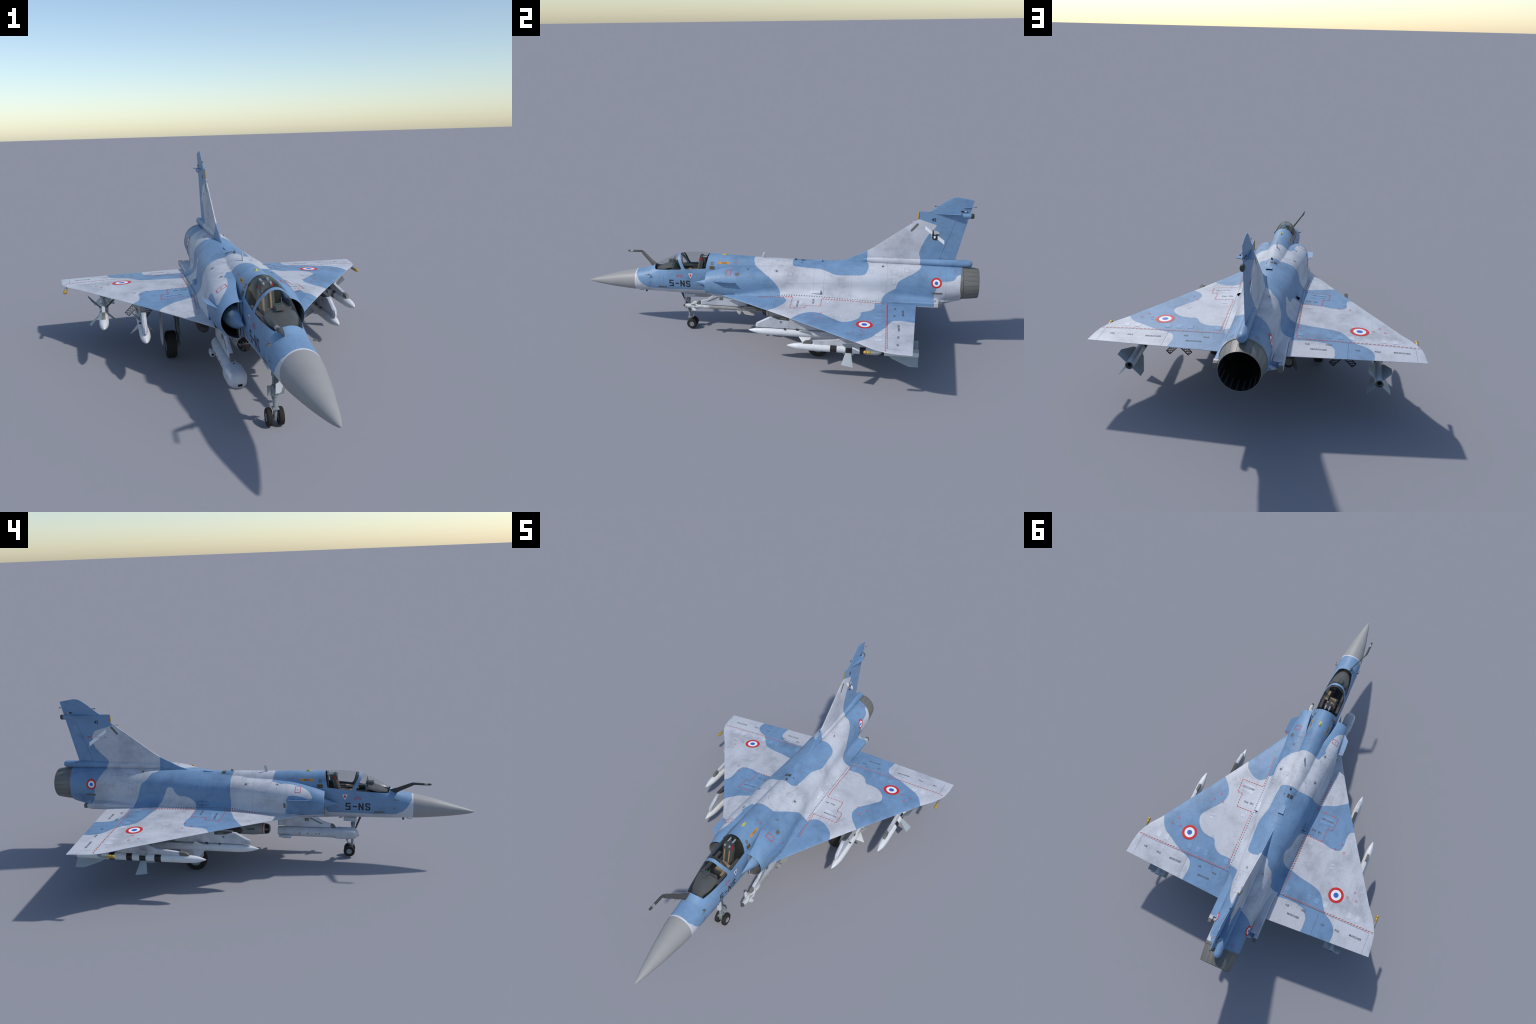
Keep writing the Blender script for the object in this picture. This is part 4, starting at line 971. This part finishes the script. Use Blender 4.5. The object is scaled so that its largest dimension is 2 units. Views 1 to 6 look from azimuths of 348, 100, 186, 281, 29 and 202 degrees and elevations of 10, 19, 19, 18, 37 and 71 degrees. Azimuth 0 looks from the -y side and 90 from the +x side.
# fuselage codes and signs on both flanks
for s in (1, -1):
    S = SIDE(s); o = lambda y, z: (s*.12, y, z)
    for gi, g in enumerate(('5', '-', 'N', 'S')):
        lay('code_letter', strokes(GLYPH[g], (-.0445, -.0135, .0142, .0443)[gi], 0), o(-.4800, .2692), *S, M_ink, parent=nose_ob)
    lay('warning_triangle', [[(-.0115, .011), (.0115, .011), (0, -.015)]], o(-.4212, .3150), *S, M_rwhite, parent=nose_ob)
    lay('warning_triangle', [[(-.0068, .0075), (.0068, .0075), (0, -.0085)]], o(-.4212, .3150), *S, M_red, lift=.0009, parent=nose_ob)
    arcs = [[((.016-q)*math.cos(t), (.0105-q)*math.sin(t)) for q in (0, .0018)] for t in np.linspace(.0, math.pi, 13)]
    lay('canopy_sign', [[arcs[i][0], arcs[i+1][0], arcs[i+1][1], arcs[i][1]] for i in range(12)] + [rect((0, -.0010), .033, .0016), rect((-.006, .0035), .0014, .005), (rect((.006, .0035), .0014, .005))], o(-.4795, .3060), *S, M_red, parent=nose_ob)
    lay('light_strip', [capsule(.039, .0085)], o(-.5765, .2441), *S, M_greydark, parent=nose_ob)
    lay('access_panel_seam', frame((0, 0), .026, .046, .0007) , o(-.5787, .2810), *S, M_bseam, parent=nose_ob)
    lay('access_panel_seam', frame((0, 0), .016, .026, .0007) , o(-.638, .262), *S, M_bseam, parent=nose_ob)
    lay('access_panel_seam', frame((0, 0), .048, .028, .0007) , o(-.392, .252), *S, M_bseam, parent=nose_ob)
    a = ring((0, 0), .0045, .0062, 20)[10:]; lay('tow_mark', a, o(-.6073, .3056), *S, M_orange, parent=nose_ob)
    lay('static_port', [disc((0, 0), .0022, 10), disc((.012, -.013), .002, 10)], o(-.385, .262), *S, M_red, parent=nose_ob)
    # rescue markings
    d = -s  # arrow points forward
    lay('rescue_frame', frame((0, 0), .0125, .0135, .0032), o(-.3075, .3832), *S, plain('rescue_brown', (.16, .10, .03), .5), parent=nose_ob)
    lay('rescue_plate', [rect((0, 0), .026, .0165)], o(-.3072, .3618), *S, plain('rescue_plate_brown', (.10, .07, .03), .6), parent=nose_ob, up=-.056)
    lay('rescue_arrow', [[(-.0335*s, 0), (-.021*s, .0078), (-.021*s, .0046), (.0325*s, .0048), (.0325*s, -.0048), (-.021*s, -.0046), (-.021*s, -.0078)]], o(-.2480, .3872), *S, M_orange, parent=nose_ob)
    text('rescue_text', 'RESCUE', .0070, o(-.2440, .3872), *S, plain('rescue_ink', (.16, .09, .03), .6), .0002, 1.0, nose_ob)
    lay('grip_mark', [[(-.010, -.002), (-.004, .003), (.001, -.001), (.008, .002), (.008, .0005), (.001, -.003), (-.004, .001), (-.010, -.004)]], o(-.1825, .3928), *S, M_red, parent=nose_ob)
    # intake shoulder markings
    n = Vector((s*.62, 0, .78)); e1 = Vector((0, s, 0)); e2 = n.cross(e1).normalized()
    lay('fire_access_frame', frame((0, 0), .0255, .036, .0020), (s*.1025, -.2115, .3602), e1, e2, M_red); lay('fire_access_spot', [rect((0, 0), .0040, .0065)], (s*.1025, -.2115, .3602), e1, e2, M_orange)
    if s > 0: lay('louvre', [rect((0, 0), .021, .0155)], (s*.1135, -.1660, .3565), e1, e2, M_greydark)
    else: lay('louvre', [rect((0, 0), .010, .022)], (s*.20, -.1540, .2935), *SIDE(s), M_greydark, up=.06)
    for (x, y, z), r in (((.0840, -.1150, .374), .0050), ((.1058, -.1143, .3632), .0018), ((.0728, -.083, .378), .0018), ((.0900, .0304, .3737), .0058), ((.084, .0185, .376), .0016)):
        lay('drain_port', [disc((0, 0), r, 18)], (s*x, y, z), e1, e2, M_greydark)
    lay('panel_ring', ring((0, 0), .0085, .0092, 24), (s*.0900, .0304, .3737), e1, e2, M_bseam); lay('panel_ring', ring((0, 0), .0085, .0092, 24), (s*.0840, -.115, .374), e1, e2, M_bseam)
    for y, x, z, dw, dh in ((.10, .098, .365, .022, .022), (.045, .055, .385, .018, .02), (.17, .05, .392, .02, .018), (.345, .055, .392, .022, .02), (.40, .052, .393, .022, .02), (.49, .062, .386, .018, .018), (.60, .060, .385, .030, .022), (.66, .050, .395, .026, .02), (.60, .080, .345, .02, .022), (.79, .05, .395, .05, .03)):
        lay('access_panel_seam', frame((0, 0), dw, dh, .0007), (s*x, y, z), e1, e2, M_bseam)
    lay('tail_ring', ring((0, 0), .0052, .0064, 18), (s*.0415, .8897, .4003), e1, e2, M_red)
    lay('light_strip', [capsule(.043, .0088)], o(.8060, .2968), *S, M_greydark)
    # fin markings
    lay('light_strip', [[(.7025, .6185), (.6990, .6215), (.6955, .6200), (.6690, .5880), (.6672, .5840), (.6695, .5800), (.6730, .5795), (.6760, .5815), (.7030, .6125), (.7040, .6155)][::(1)]], (s*.1, 0, 0), *((0, 1, 0), (0, 0, 1)), M_greydark, parent=fin, up=0.0 if s > 0 else 0.0) if s > 0 else \
        lay('light_strip', [[(-.7025, .6185), (-.6990, .6215), (-.6955, .6200), (-.6690, .5880), (-.6672, .5840), (-.6695, .5800), (-.6730, .5795), (-.6760, .5815), (-.7030, .6125), (-.7040, .6155)]], (s*.1, 0, 0), (0, -1, 0), (0, 0, 1), M_greydark, parent=fin, up=0.0)
    text('serial_text', '42', .0205, (s*.1, .7725, .6412), *S, M_ink, .0004, 1.0, fin)
    k = -.004 if s < 0 else .003
    bar = [(.7340, .6108), (.7343, .5940), (.8283, .5193), (.8283, .5395)] if s > 0 else [(.7271, .6076), (.7273, .5906), (.8207, .5187), (.8206, .5393)]
    lay('emblem_bar', [[(y*s, z) for y, z in bar]], (s*.1, 0, 0), *S, M_rwhite, parent=fin, up=0.0)
    if s > 0:   # heraldic bird, wings raised
        bird_w = [[(.772, .592), (.784, .588), (.797, .584), (.803, .578), (.801, .566), (.793, .560), (.780, .568), (.774, .578)]]
        bird_b = [[(.770, .590), (.774, .592), (.777, .572), (.781, .568), (.789, .571), (.799, .572), (.800, .566), (.793, .562), (.796, .552), (.792, .541), (.775, .543), (.771, .549), (.769, .560)]]
        spot = [[(.776, .560), (.783, .564), (.787, .556), (.783, .549), (.778, .551)]]
        leg = [[(.775, .545), (.770, .545), (.755, .536), (.757, .534)]]; pink = [[(.766, .570), (.771, .570), (.770, .556), (.764, .556)]]
        for nm, pp, mt, lf in (('emblem_bird', bird_w, plain('emblem_grey', (.50, .50, .52), .5), .0010), ('emblem_bird', bird_b, M_ink, .0014), ('emblem_bird', spot, M_rwhite, .0018), ('emblem_bird', leg, plain('emblem_pale', (.4, .4, .42), .5), .0010), ('emblem_bird', pink, plain('emblem_pink', (.62, .42, .45), .5), .0010)):
            lay(nm, pp, (.1, 0, 0), *S, mt, parent=fin, up=0.0, lift=lf)
    else:       # stork in flight
        body = [[(.760, .572), (.775, .569), (.790, .570), (.806, .566), (.800, .562), (.783, .561), (.768, .565), (.752, .568), (.738, .5685), (.738, .5700)]]
        red1 = [[(.803, .567), (.815, .570), (.826, .567), (.828, .564), (.822, .5635), (.812, .5665), (.803, .5640)]]; red2 = [[(.738, .5695), (.727, .5680), (.727, .5665), (.736, .5665)]]
        legs = [[(.800, .563), (.823, .558), (.822, .5565), (.798, .560)]]
        for pp, mt, lf in ((body, plain('emblem_light', (.6, .62, .66), .5), .0010), (legs, plain('emblem_shade', (.35, .35, .36), .5), .0010), (red1, M_red, .0012), (red2, M_red, .0012)):
            lay('emblem_bird', [[(-y, z) for y, z in q] for q in pp], (-.1, 0, 0), *S, mt, parent=fin, up=0.0, lift=lf)
    lay('strake_mark', [rect((s*.1465, -.1865), .020, .0014), rect((s*.1490, -.1795), .006, .004)], (0, 0, .33), *TOPF, M_red, up=.02)
    text('store_text', 'LASER', .0150, (s*.10, .030, .1250), *S, M_ink, .0002, 1.0, lb)
lay('dorsal_vent', [rect((.0, .1510), .0125, .019), rect((-.0157, .1510), .0125, .019), rect((.0227, .1480), .0035, .008)], (0, 0, .41), *TOPF, M_dark)
lay('dorsal_panel_seam', frame((0, .215), .052, .17, .0007), (0, 0, .41), *TOPF, M_bseam)
